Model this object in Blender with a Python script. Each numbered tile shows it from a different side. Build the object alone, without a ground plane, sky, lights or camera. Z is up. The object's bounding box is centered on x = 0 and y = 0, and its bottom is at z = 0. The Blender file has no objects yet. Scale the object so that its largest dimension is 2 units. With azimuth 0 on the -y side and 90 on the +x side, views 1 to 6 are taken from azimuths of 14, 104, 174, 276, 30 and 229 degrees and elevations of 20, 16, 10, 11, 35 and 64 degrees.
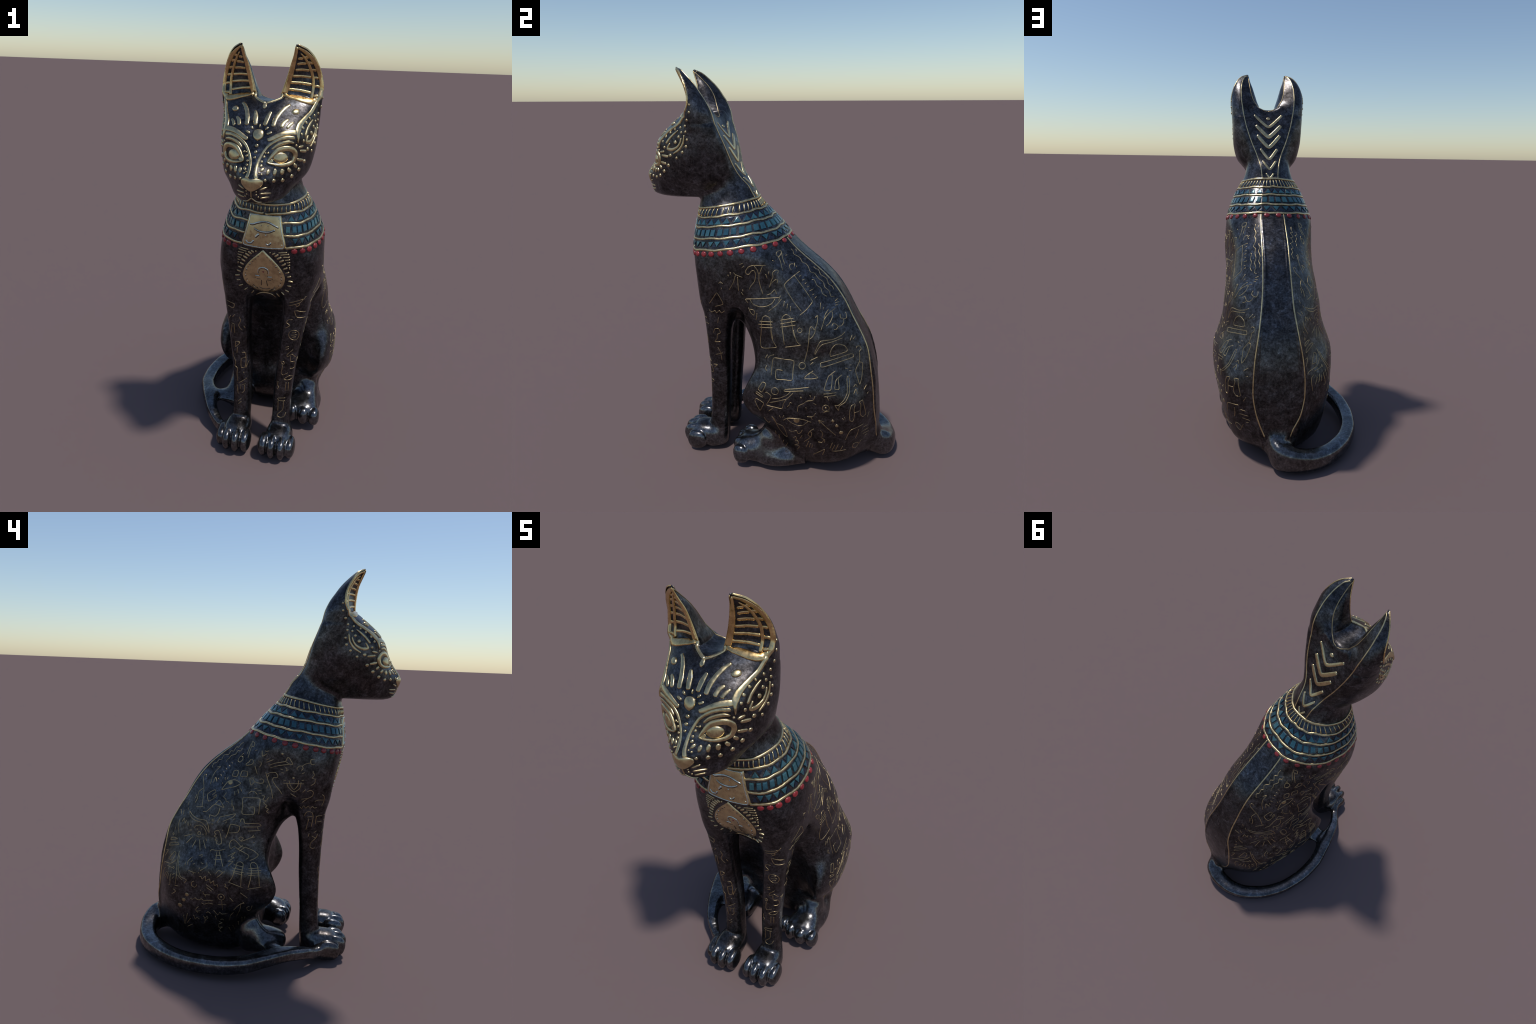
"""Seated Egyptian cat: blackened bronze body modelled as an implicit clay of lofted rings and blobs,
with gilded relief, an enamelled collar and inscribed flanks laid over its surface."""
import bpy, bmesh, math, random
import numpy as np

# ---------------------------------------------------------------- implicit clay
MX = 0.066            # x of the cat's plane of symmetry
H = 0.004             # clay grid step
LO = np.array([-0.44, -0.70, -0.016]); HI = np.array([0.44, 0.70, 2.02])
NX, NY, NZ = [int(round(v)) for v in (HI - LO) / H]
AX = [LO[i] + H * np.arange((NX, NY, NZ)[i]) for i in range(3)]


def pchip(xk, yk, x):
    """monotone cubic through (xk, yk); yk may have trailing axes"""
    xk = np.asarray(xk, float); yk = np.asarray(yk, float)
    h = np.diff(xk); d = np.diff(yk, axis=0) / h.reshape((-1,) + (1,) * (yk.ndim - 1))
    m = np.zeros_like(yk); m[0] = d[0]; m[-1] = d[-1]
    for i in range(1, len(xk) - 1):
        w1 = 2 * h[i] + h[i - 1]; w2 = h[i] + 2 * h[i - 1]
        ok = d[i - 1] * d[i] > 0
        m[i] = np.where(ok, (w1 + w2) / (w1 / np.where(ok, d[i - 1], 1) + w2 / np.where(ok, d[i], 1)), 0)
    x = np.clip(x, xk[0], xk[-1]); j = np.clip(np.searchsorted(xk, x) - 1, 0, len(xk) - 2)
    t = (x - xk[j]) / h[j]; sh = (-1,) + (1,) * (yk.ndim - 1); t = t.reshape(sh); hj = h[j].reshape(sh)
    return ((1 + 2 * t) * (1 - t) ** 2 * yk[j] + t * (1 - t) ** 2 * hj * m[j]
            + t * t * (3 - 2 * t) * yk[j + 1] + t * t * (t - 1) * hj * m[j + 1])


def smin(a, b, k):
    h = np.clip(0.5 + 0.5 * (b - a) / k, 0, 1)
    return b + (a - b) * h - k * h * (1 - h)


def smax(a, b, k):
    return -smin(-a, -b, k)


class Clay:
    def __init__(self):
        self.f = np.full((NX, NY, NZ), 0.2, np.float32); self.lab = np.zeros((NX, NY, NZ), np.uint8)

    def window(self, lo, hi):
        s = []
        for i in range(3):
            a = max(0, int((lo[i] - LO[i]) / H)); b = min((NX, NY, NZ)[i], int((hi[i] - LO[i]) / H) + 2)
            s.append(slice(a, b))
        g = np.meshgrid(*[AX[i][s[i]].astype(np.float32) for i in range(3)], indexing='ij')
        return tuple(s), g

    def add(self, lo, hi, fn, k=0.012, part=0):
        s, g = self.window(lo, hi)
        f = fn(*g).astype(np.float32)
        self.lab[s][f < self.f[s]] = part
        self.f[s] = smin(self.f[s], f, k)

    def cut(self, lo, hi, fn, k=0.006):
        s, g = self.window(lo, hi)
        f = fn(*g).astype(np.float32)
        self.f[s] = smax(self.f[s], -f, k)


def unit_slope(f):
    g = np.gradient(f, H)
    return f / np.clip(np.sqrt(g[0] ** 2 + g[1] ** 2 + g[2] ** 2), 0.6, 6)


def closed_curve(p, n=10, smooth=1.0):
    """(K,P,2) control rings -> dense rings; smooth 1 = Catmull-Rom, 0 = polygon"""
    a, b, c, d = np.roll(p, 1, 1), p, np.roll(p, -1, 1), np.roll(p, -2, 1)
    out = []
    for t in np.arange(n) / n:
        cr = 0.5 * (2 * b + (c - a) * t + (2 * a - 5 * b + 4 * c - d) * t * t + (3 * b - a - 3 * c + d) * t ** 3)
        out.append(smooth * cr + (1 - smooth) * (b + (c - b) * t))
    return np.stack(out, 2).reshape(p.shape[0], -1, 2)


def section_loft(keys, centre, mirrored=True, smooth=1.0, cx=0.0, side=1, top=None, bottom=None, kcap=0.01, soften=0.0):
    """solid whose horizontal sections are rings of control points.
    keys: {z: [(x, y), ...]}   centre: {z: y} axis the section is star shaped about"""
    zk = sorted(keys)
    P = np.array([keys[z] for z in zk], float)
    zs = np.arange(zk[0], zk[-1] + 1e-6, H)
    Q = pchip(zk, P, zs)
    if mirrored:
        M = Q[:, 1:-1][:, ::-1] * np.array([-1, 1])
        Q = np.concatenate([Q, M], 1)
    R = closed_curve(Q, 12, smooth)
    ck = sorted(centre)
    C = pchip(ck, np.array([centre[z] for z in ck], float).reshape(len(ck), -1), zs)
    if C.shape[1] == 1:
        C = np.concatenate([np.full_like(C, cx), C], 1)
    th = np.linspace(-math.pi, math.pi, 721)
    T = np.empty((len(zs), len(th)), np.float32)
    for i in range(len(zs)):
        dx, dy = R[i, :, 0] - C[i, 0], R[i, :, 1] - C[i, 1]
        a = np.arctan2(dx, -dy); r = np.hypot(dx, dy); o = np.argsort(a)
        T[i] = np.interp(th, np.concatenate([a[o] - 2 * math.pi, a[o], a[o] + 2 * math.pi]), np.tile(r[o], 3))

    if soften:
        n = int(3 * soften / H); w = np.exp(-0.5 * (np.arange(-n, n + 1) * H / soften) ** 2); w /= w.sum()
        B = np.concatenate([T, C.astype(np.float32)], 1)
        B = np.concatenate([2 * B[:1] - B[n:0:-1], B, 2 * B[-1:] - B[-2:-n - 2:-1]])
        B = sum(w[i] * B[i:i + len(zs)] for i in range(2 * n + 1))
        T = B[:, :-2]; C = B[:, -2:]

    def fn(X, Y, Z):
        x = (X - MX) * side
        zi = np.clip((Z[0, 0] - zk[0]) / H, 0, len(zs) - 1.001); i0 = zi.astype(int); fz = (zi - i0).astype(np.float32)
        cxx = C[i0, 0] * (1 - fz) + C[i0 + 1, 0] * fz; cyy = C[i0, 1] * (1 - fz) + C[i0 + 1, 1] * fz
        dx = x - cxx; dy = Y - cyy
        a = (np.arctan2(dx, -dy) + math.pi) / (2 * math.pi) * 720; a0 = np.minimum(a.astype(np.int32), 719); fa = a - a0
        k0 = np.broadcast_to(i0, a0.shape); fzz = np.broadcast_to(fz, a0.shape)
        r = (T[k0, a0] * (1 - fa) + T[k0, a0 + 1] * fa) * (1 - fzz) + (T[k0 + 1, a0] * (1 - fa) + T[k0 + 1, a0 + 1] * fa) * fzz
        f = unit_slope(np.hypot(dx, dy) - r)
        zt = zk[-1] if top is None else top(x, Y); zb = zk[0] if bottom is None else bottom(x, Y)
        return smax(smax(f, Z - zt, kcap), zb - Z, kcap)
    return fn


def blob(c, r, n=2.0, side=1, yaw=0.0, pitch=0.0):
    """super-ellipsoid, centre and radii in the cat's half-space frame"""
    def fn(X, Y, Z):
        x, y, z = (X - MX) * side - c[0], Y - c[1], Z - c[2]
        if yaw:
            x, y = x * math.cos(yaw) + y * math.sin(yaw), y * math.cos(yaw) - x * math.sin(yaw)
        if pitch:
            y, z = y * math.cos(pitch) + z * math.sin(pitch), z * math.cos(pitch) - y * math.sin(pitch)
        u = (np.abs(x / r[0]) ** n + np.abs(y / r[1]) ** n + np.abs(z / r[2]) ** n) ** (1 / n)
        return (u - 1) * min(r)
    return fn


def around(c, r, side, pad=0.03):
    m = max(r) + pad
    return ((MX + side * c[0] - m, c[1] - m, c[2] - m), (MX + side * c[0] + m, c[1] + m, c[2] + m))


def sweep(pts, n=4.0):
    """bar along a spine of (x, y, ztop, zbottom, width); boxy section"""
    P = np.array(pts, float); t = np.arange(len(P)); tt = np.linspace(0, len(P) - 1, 420)
    S = pchip(t, P, tt); S[:, 4] += .005; S[:, 2] += .003
    def fn(X, Y, Z):
        shape = X.shape[:2]; x = X[:, :, 0].ravel(); y = Y[:, :, 0].ravel()
        d2 = (x[:, None] - S[None, :, 0]) ** 2 + (y[:, None] - S[None, :, 1]) ** 2
        j = d2.argmin(1); d = np.sqrt(d2[np.arange(len(x)), j]).reshape(shape)[:, :, None]
        q = S[j]; zc = ((q[:, 2] + q[:, 3]) / 2).reshape(shape)[:, :, None]; hz = ((q[:, 2] - q[:, 3]) / 2).reshape(shape)[:, :, None]
        w = (q[:, 4] / 2).reshape(shape)[:, :, None]
        u = ((d / w) ** n + np.abs((Z - zc) / hz) ** n) ** (1 / n)
        return (u - 1) * np.minimum(w, hz)
    return fn


# ---- torso and neck: control rings from the chest (front) round to the spine
TORSO = {
    0.012: [(0, .08), (.08, .08), (.14, .09), (.17, .11), (.19, .17), (.16, .31), (.08, .41), (0, .45)],
    0.07: [(0, .01), (.09, .012), (.16, .05), (.185, .09), (.22, .17), (.215, .38), (.09, .52), (0, .555)],
    0.15: [(0, -.025), (.10, -.015), (.17, .02), (.195, .065), (.256, .19), (.240, .40), (.10, .55), (0, .58)],
    0.25: [(0, -.032), (.10, -.022), (.19, .01), (.236, .026), (.291, .16), (.257, .42), (.12, .552), (0, .58)],
    0.33: [(0, -.014), (.12, -.014), (.20, -.034), (.270, -.062), (.320, .11), (.265, .432), (.126, .552), (0, .575)],
    0.42: [(0, -.020), (.12, -.020), (.20, -.053), (.29, -.095), (.330, .10), (.270, .425), (.125, .547), (0, .566)],
    0.50: [(0, -.034), (.12, -.034), (.21, -.053), (.297, -.062), (.326, .115), (.281, .365), (.117, .541), (0, .555)],
    0.58: [(0, -.05), (.12, -.05), (.21, -.048), (.280, -.01), (.296, .13), (.252, .335), (.11, .526), (0, .537)],
    0.67: [(0, -.08), (.12, -.08), (.20, -.06), (.262, .005), (.270, .14), (.222, .32), (.10, .502), (0, .509)],
    0.75: [(0, -.13), (.11, -.125), (.185, -.095), (.250, -.005), (.263, .12), (.218, .30), (.088, .464), (0, .470)],
    0.79: [(0, -.235), (.12, -.19), (.185, -.125), (.247, -.035), (.255, .09), (.212, .28), (.082, .442), (0, .448)],
    0.83: [(0, -.285), (.12, -.255), (.19, -.20), (.247, -.09), (.250, .07), (.208, .265), (.076, .420), (0, .427)],
    0.90: [(0, -.318), (.12, -.334), (.21, -.30), (.253, -.17), (.238, .04), (.190, .23), (.070, .386), (0, .392)],
    1.00: [(0, -.366), (.12, -.366), (.220, -.328), (.260, -.19), (.223, .02), (.170, .175), (.064, .320), (0, .326)],
    1.07: [(0, -.388), (.12, -.380), (.220, -.330), (.256, -.19), (.226, .0), (.160, .125), (.064, .246), (0, .251)],
    1.14: [(0, -.402), (.12, -.387), (.206, -.333), (.250, -.20), (.231, -.03), (.153, .065), (.064, .154), (0, .159)],
    1.20: [(0, -.402), (.095, -.388), (.18, -.345), (.234, -.22), (.215, -.06), (.145, .045), (.063, .09), (0, .094)],
    1.29: [(0, -.390), (.073, -.376), (.15, -.335), (.197, -.23), (.182, -.11), (.12, -.02), (.056, .012), (0, .016)],
    1.34: [(0, -.384), (.065, -.372), (.125, -.335), (.172, -.24), (.16, -.145), (.105, -.075), (.05, -.04), (0, -.033)],
    1.39: [(0, -.372), (.06, -.360), (.105, -.33), (.14, -.25), (.13, -.17), (.09, -.11), (.048, -.083), (0, -.078)],
    1.45: [(0, -.36), (.06, -.35), (.10, -.32), (.128, -.25), (.12, -.19), (.09, -.15), (.05, -.113), (0, -.107)],
    1.53: [(0, -.34), (.05, -.33), (.08, -.31), (.10, -.27), (.10, -.24), (.08, -.21), (.05, -.19), (0, -.19)]}
TORSO_AXIS = {0.012: .22, .25: .26, .67: .22, .83: .14, 1.0: .0, 1.2: -.15, 1.34: -.22, 1.45: -.24, 1.53: -.26}
# ---- head: rings from the nose ridge round the cheek to the nape
HEAD = {
    1.383: [(0, -.60), (.03, -.595), (.06, -.56), (.08, -.51), (.085, -.46), (.08, -.41), (.07, -.34), (.05, -.24), (.03, -.17), (0, -.16)],
    1.40: [(0, -.632), (.035, -.625), (.07, -.59), (.10, -.535), (.106, -.48), (.094, -.42), (.085, -.34), (.06, -.22), (.04, -.14), (0, -.11)],
    1.44: [(0, -.650), (.042, -.632), (.088, -.585), (.122, -.53), (.137, -.457), (.128, -.385), (.132, -.29), (.088, -.178), (.05, -.119), (0, -.114)],
    1.49: [(0, -.664), (.045, -.64), (.088, -.598), (.14, -.538), (.172, -.47), (.180, -.38), (.162, -.27), (.106, -.188), (.060, -.151), (0, -.145)],
    1.555: [(0, -.622), (.049, -.60), (.099, -.577), (.15, -.53), (.181, -.47), (.20, -.38), (.182, -.28), (.133, -.211), (.083, -.182), (0, -.176)],
    1.60: [(0, -.595), (.055, -.586), (.11, -.562), (.158, -.522), (.187, -.46), (.206, -.38), (.195, -.29), (.148, -.222), (.10, -.195), (0, -.190)],
    1.645: [(0, -.572), (.055, -.573), (.11, -.560), (.158, -.525), (.188, -.45), (.207, -.37), (.200, -.29), (.159, -.233), (.115, -.208), (0, -.206)],
    1.70: [(0, -.537), (.06, -.540), (.115, -.524), (.162, -.484), (.192, -.42), (.210, -.355), (.203, -.29), (.174, -.249), (.133, -.228), (0, -.232)],
    1.75: [(0, -.489), (.06, -.487), (.115, -.466), (.168, -.430), (.197, -.39), (.213, -.345), (.205, -.295), (.183, -.262), (.145, -.246), (0, -.262)],
    1.80: [(0, -.43), (.06, -.425), (.115, -.405), (.168, -.385), (.20, -.37), (.214, -.345), (.207, -.30), (.187, -.272), (.15, -.259), (0, -.284)]}
# ---- ear: inner-front rim, outer-front rim, round the outer side to the back ridge, scoop edge
EAR = {
    1.66: [(.06, -.44), (.12, -.43), (.195, -.37), (.202, -.34), (.195, -.29), (.153, -.242), (.113, -.222), (.06, -.228), (.05, -.33)],
    1.76: [(.045, -.425), (.12, -.408), (.209, -.368), (.214, -.342), (.206, -.298), (.181, -.266), (.147, -.250), (.062, -.262), (.045, -.33)],
    1.80: [(.050, -.407), (.13, -.388), (.213, -.365), (.215, -.343), (.206, -.302), (.184, -.275), (.151, -.261), (.066, -.286), (.048, -.34)],
    1.84: [(.062, -.406), (.14, -.375), (.213, -.351), (.213, -.337), (.203, -.314), (.184, -.292), (.157, -.279), (.088, -.310), (.064, -.35)],
    1.88: [(.075, -.408), (.145, -.373), (.207, -.353), (.206, -.342), (.197, -.328), (.182, -.315), (.160, -.305), (.097, -.331), (.076, -.365)],
    1.92: [(.087, -.414), (.145, -.383), (.196, -.368), (.195, -.360), (.187, -.350), (.173, -.341), (.155, -.335), (.104, -.358), (.088, -.38)],
    1.96: [(.101, -.428), (.140, -.402), (.175, -.392), (.174, -.387), (.168, -.382), (.158, -.378), (.145, -.375), (.109, -.398), (.102, -.41)],
    1.985: [(.107, -.438), (.130, -.42), (.150, -.413), (.149, -.410), (.146, -.408), (.140, -.406), (.131, -.404), (.112, -.42), (.108, -.428)],
    2.002: [(.109, -.444), (.113, -.441), (.119, -.439), (.119, -.438), (.118, -.437), (.116, -.436), (.114, -.434), (.111, -.436), (.110, -.438)]}
EAR_AXIS = {1.66: (.125, -.33), 1.80: (.13, -.33), 1.84: (.14, -.335), 1.88: (.143, -.348), 1.92: (.141, -.366), 1.96: (.139, -.395),
            1.985: (.127, -.418), 2.002: (.113, -.439)}
# ---- foreleg: z: (centre x, half width, front y, back y)
FORELEG = {.03: (.108, .052, -.326, -.228), .13: (.109, .050, -.330, -.221), .24: (.108, .049, -.320, -.217), .34: (.110, .050, -.317, -.210),
           .47: (.118, .052, -.315, -.201), .60: (.131, .055, -.317, -.196), .72: (.142, .062, -.321, -.184),
           .80: (.148, .069, -.326, -.160), .90: (.15, .076, -.347, -.13), .98: (.14, .07, -.34, -.13)}


def limb(keys, side, n=2.8):
    zk = sorted(keys); P = np.array([keys[z] for z in zk])
    def fn(X, Y, Z):
        q = pchip(zk, P, Z[0, 0].astype(float))
        x = (X - MX) * side
        b = (q[:, 3] - q[:, 2]) / 2
        u = (np.abs((x - q[:, 0]) / q[:, 1]) ** n + np.abs((Y - (q[:, 3] + q[:, 2]) / 2) / b) ** n) ** (1 / n)
        f = (u - 1) * np.minimum(q[:, 1], b)
        return smax(smax(f, zk[0] - Z, .01), Z - zk[-1], .02)
    return fn


TAIL = [(.066, .545, .20, .03, .13), (.05, .60, .155, .012, .115), (-.01, .620, .122, .008, .096), (-.09, .607, .102, .006, .092), (-.175, .566, .096, .008, .086),
        (-.249, .493, .094, .012, .083), (-.306, .403, .093, .012, .078), (-.346, .285, .096, .014, .076), (-.358, .165, .099, .02, .078),
        (-.347, .05, .108, .03, .08), (-.309, -.056, .122, .05, .08), (-.262, -.165, .132, .066, .072),
        (-.217, -.252, .120, .06, .058), (-.165, -.308, .094, .03, .046), (-.12, -.35, .085, .02, .04)]


for z, ring in TORSO.items():          # keep the spine panel flat between its two creases
    (bx, by), (_, cy) = ring[-2:]
    ring.insert(-1, (.84 * bx, by + .5 * (cy - by)))


def build_clay():
    c = Clay()
    c.add((-.34, -.45, -.016), (.46, .64, 1.56), section_loft(TORSO, TORSO_AXIS, kcap=.03, soften=.022), part=1)
    def crown(x, y):
        t = np.clip((np.abs(x) - .085) / .05, 0, 1) * np.clip((y + .385) / .03, 0, 1)      # stops inside the ear roots
        return (1.784 + 4.5 * np.minimum(np.abs(x), .07) ** 2) * (1 - t) + 1.752 * t
    c.add((-.18, -.70, 1.34), (.31, -.04, 1.83), section_loft(HEAD, {1.383: -.36, 1.49: -.38, 1.6: -.38, 1.8: -.345}, top=crown, kcap=.018, soften=.008), k=.02, part=2)
    for s in (1, -1):
        bx = sorted((MX + s * .02, MX + s * .25))
        c.add((bx[0], -.47, 1.64), (bx[1], -.22, 2.02),
              section_loft(EAR, EAR_AXIS, mirrored=False, smooth=.5, side=s, kcap=.004, soften=.004), k=.004, part=3)
        bx = sorted((MX + s * -.01, MX + s * .26))
        c.add((bx[0], -.40, -.016), (bx[1], -.08, 1.0), limb(FORELEG, s), k=.03, part=4)
        # fore paw: pad plus four toes
        def add(cc, r, n=2.4, k=.008, **kw):
            lo, hi = around(cc, r, s); c.add(lo, hi, blob(cc, r, n, s, **kw), k, 5 if cc[1] < -.2 else 6)
        add((.113, -.345, .073), (.074, .10, .073), 2.6, .02)
        for cc, r in (((.050, -.410, .070), (.030, .062, .062)), ((.096, -.423, .072), (.0275, .062, .066)),
                      ((.143, -.418, .070), (.0275, .062, .064)), ((.182, -.388, .062), (.030, .060, .056))):
            add(cc, r, 2.4, .003, pitch=.22)
        # hind foot
        add((.20, .035, .13), (.064, .07, .10), 2.4, .04)
        if s > 0:
            add((.218, .06, .062), (.058, .13, .042), 2.2, .06)
        add((.193, -.05, .10), (.074, .085, .068), 2.4, .03, pitch=.3)
        if s > 0:
            add((.185, -.085, .085), (.090, .060, .056), 2.6, .03)
            for cc, r in (((.097, -.100, .088), (.030, .046, .056)), ((.145, -.118, .084), (.033, .048, .060)),
                          ((.206, -.122, .082), (.036, .048, .059)), ((.263, -.112, .076), (.034, .046, .055))):
                add(cc, r, 2.4, .003, pitch=.2)
        else:
            add((.160, -.066, .092), (.054, .090, .050), 2.8, .03)
            add((.26, -.095, .100), (.075, .055, .026), 2.2, .03)
    for s in (1, -1):                   # hollow under the arm, between shoulder and flank
        cc, r = (.245, -.135, .785), (.075, .045, .085)
        lo, hi = around(cc, r, s); c.cut(lo, hi, blob(cc, r, 2.0, s), .03)
    c.add((-.44, -.42, -.016), (.16, .70, .26), sweep(TAIL, 3.2), k=.03, part=7)
    c.f += (.0025 * np.clip((1.80 - AX[2]) / .05, 0, 1)).astype(np.float32)      # the gilding and enamel lie over the metal
    c.f = smax(c.f, (0.008 - AX[2]).astype(np.float32)[None, None, :], .006)
    return c


def surface_nets(f):
    """quads of the zero set"""
    ins = f < 0
    n = np.array(f.shape)
    cnt = np.zeros(n - 1, np.uint8)
    for dx in (0, 1):
        for dy in (0, 1):
            for dz in (0, 1):
                cnt += ins[dx:n[0] - 1 + dx, dy:n[1] - 1 + dy, dz:n[2] - 1 + dz]
    act = (cnt > 0) & (cnt < 8)
    cell = np.argwhere(act); idx = np.full(n - 1, -1, np.int32); idx[act] = np.arange(len(cell))
    acc = np.zeros((len(cell), 3)); num = np.zeros(len(cell))
    corners = [(0, 0, 0), (1, 0, 0), (0, 1, 0), (1, 1, 0), (0, 0, 1), (1, 0, 1), (0, 1, 1), (1, 1, 1)]
    val = [f[cell[:, 0] + a, cell[:, 1] + b, cell[:, 2] + c] for a, b, c in corners]
    for i in range(8):
        for j in range(i + 1, 8):
            d = np.array(corners[j]) - np.array(corners[i])
            if np.abs(d).sum() != 1:
                continue
            m = (val[i] < 0) != (val[j] < 0); t = np.where(m, val[i] / np.where(m, val[i] - val[j], 1), 0)
            acc += np.where(m[:, None], np.array(corners[i]) + t[:, None] * d, 0); num += m
    V = LO + H * (cell + acc / num[:, None])
    faces = []
    for ax in range(3):
        o = [i for i in range(3) if i != ax]
        a = np.take(ins, np.arange(n[ax] - 1), ax); b = np.take(ins, np.arange(1, n[ax]), ax)
        e = np.argwhere(a != b)
        e = e[(e[:, o[0]] > 0) & (e[:, o[1]] > 0) & (e[:, o[0]] < n[o[0]] - 1) & (e[:, o[1]] < n[o[1]] - 1)]
        flip = a[tuple(e.T)]
        q = []
        for du, dv in ((-1, -1), (0, -1), (0, 0), (-1, 0)):
            k = e.copy(); k[:, o[0]] += du; k[:, o[1]] += dv; q.append(idx[tuple(k.T)])
        q = np.stack(q, 1)
        if ax == 1:
            flip = ~flip
        q[~flip] = q[~flip][:, ::-1]
        faces.append(q)
    return V, np.concatenate(faces)


def sample(f, P):
    g = np.clip((P - LO) / H, 0, np.array(f.shape) - 1.001); i = g.astype(int); t = g - i
    out = 0
    for a in (0, 1):
        for b in (0, 1):
            for c in (0, 1):
                w = (t[:, 0] if a else 1 - t[:, 0]) * (t[:, 1] if b else 1 - t[:, 1]) * (t[:, 2] if c else 1 - t[:, 2])
                out = out + w * f[i[:, 0] + a, i[:, 1] + b, i[:, 2] + c]
    return out


def relax(V, F, f, rounds=3):
    """even the quads out and pull the vertices back onto the surface"""
    e = np.concatenate([F[:, [0, 1]], F[:, [1, 2]], F[:, [2, 3]], F[:, [3, 0]]]); e = np.concatenate([e, e[:, ::-1]])
    deg = np.bincount(e[:, 0], minlength=len(V))[:, None]
    for _ in range(rounds):
        A = np.stack([np.bincount(e[:, 0], V[e[:, 1], k], len(V)) for k in range(3)], 1) / deg
        V = V + 0.6 * (A - V)
        G = np.stack([sample(f, V + np.eye(3)[k] * H) - sample(f, V - np.eye(3)[k] * H) for k in range(3)], 1) / (2 * H)
        V = V - np.clip(sample(f, V), -H, H)[:, None] * G / np.maximum((G * G).sum(1), .25)[:, None] * 0.9
    return V


# ---------------------------------------------------------------- laying ornament on the clay
from mathutils.bvhtree import BVHTree
from mathutils import Vector

HEAD_C = Vector((MX, -.36, 1.60))      # face ornament is placed by bearing and elevation from here (degrees)


class Skin:
    """the finished clay surface, asked for points by direction"""
    def __init__(self, V, F):
        self.tree = BVHTree.FromPolygons(V.tolist(), F.tolist())

        # even spacing round the collar: turn (share of the girth) -> bearing
        self.angle = np.linspace(0, 2 * math.pi, 361)
        ring = [self.cast(Vector((MX, -.16, 1.25)) + Vector((math.sin(a), -math.cos(a), 0)), (-math.sin(a), math.cos(a), 0))[0] for a in self.angle]
        d = np.cumsum([0] + [(q - p).length for p, q in zip(ring, ring[1:])])
        self.turn = d / d[-1]

    def cast(self, o, d):
        r = self.tree.ray_cast(Vector(o), Vector(d).normalized())
        return (r[0], r[1]) if r[0] is not None else self.near(Vector(o) + Vector(d).normalized())

    def near(self, p):
        r = self.tree.find_nearest(Vector(p))
        return r[0], r[1]

    def at(self, mode, a, b):
        if mode == 'R':                                 # +x flank: (y, z) mm
            return self.cast((1, a / 1000, b / 1000), (-1, 0, 0))
        if mode == 'L':                                 # -x flank
            return self.cast((-1, a / 1000, b / 1000), (1, 0, 0))
        if mode == 'F':                                 # chest and forelegs: (x, z) mm
            return self.cast((MX + a / 1000, -.46 if b < 1360 else -.9, b / 1000), (0, 1, 0))
        if mode == 'B':                                 # nape and back
            return self.cast((MX + a / 1000, 1, b / 1000), (0, -1, 0))
        if mode == 'H':                                 # head: bearing, elevation
            a, b = math.radians(a), math.radians(b)
            d = Vector((math.sin(a) * math.cos(b), -math.cos(a) * math.cos(b), math.sin(b)))
            return self.cast(HEAD_C + d, -d)
        if mode == 'C':                                 # collar: turn 0..1 from the breast, row 0..4
            return self.collar(a, b)

    ROWS = ((1.333, 1.390, -.083), (1.294, 1.346, -.04), (1.250, 1.305, .0), (1.196, 1.256, .045), (1.143, 1.213, .087))

    def collar(self, t, row):
        i = min(3, max(0, int(row))); f = row - i
        zf, zb, yb = (self.ROWS[i][k] * (1 - f) + self.ROWS[i + 1][k] * f for k in range(3))
        th = float(np.interp(t % 1.0, self.turn, self.angle))
        d = Vector((math.sin(th), -math.cos(th), 0)); y = -.39 if abs(t - .5) > .25 else yb
        for _ in range(4):
            z = zf + (zb - zf) * (y + .39) / (yb + .39)
            p, n = self.cast(Vector((MX, -.16, z)) + d, -d); y = p.y
        return p, n


def smooth_path(pts, step, closed=False, soft=.75):
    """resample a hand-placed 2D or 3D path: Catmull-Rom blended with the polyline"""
    P = np.array(pts, float); n = len(P)
    if n == 2 and not closed:
        k = max(2, int(np.linalg.norm(P[1] - P[0]) / step) + 1)
        return [P[0] + (P[1] - P[0]) * t for t in np.linspace(0, 1, k)]
    out = []
    for i in range(n if closed else n - 1):
        b, c = P[i], P[(i + 1) % n]
        a = P[i - 1] if (i or closed) else 2 * b - c
        d = P[(i + 2) % n] if (closed or i + 2 < n) else 2 * c - b
        k = max(2, int(np.linalg.norm(c - b) / step) + 1)
        for t in np.arange(k) / k:
            cr = .5 * (2 * b + (c - a) * t + (2 * a - 5 * b + 4 * c - d) * t * t + (3 * b - a - 3 * c + d) * t ** 3)
            out.append(soft * cr + (1 - soft) * (b + (c - b) * t))
    if not closed:
        out.append(P[-1])
    return out


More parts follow.
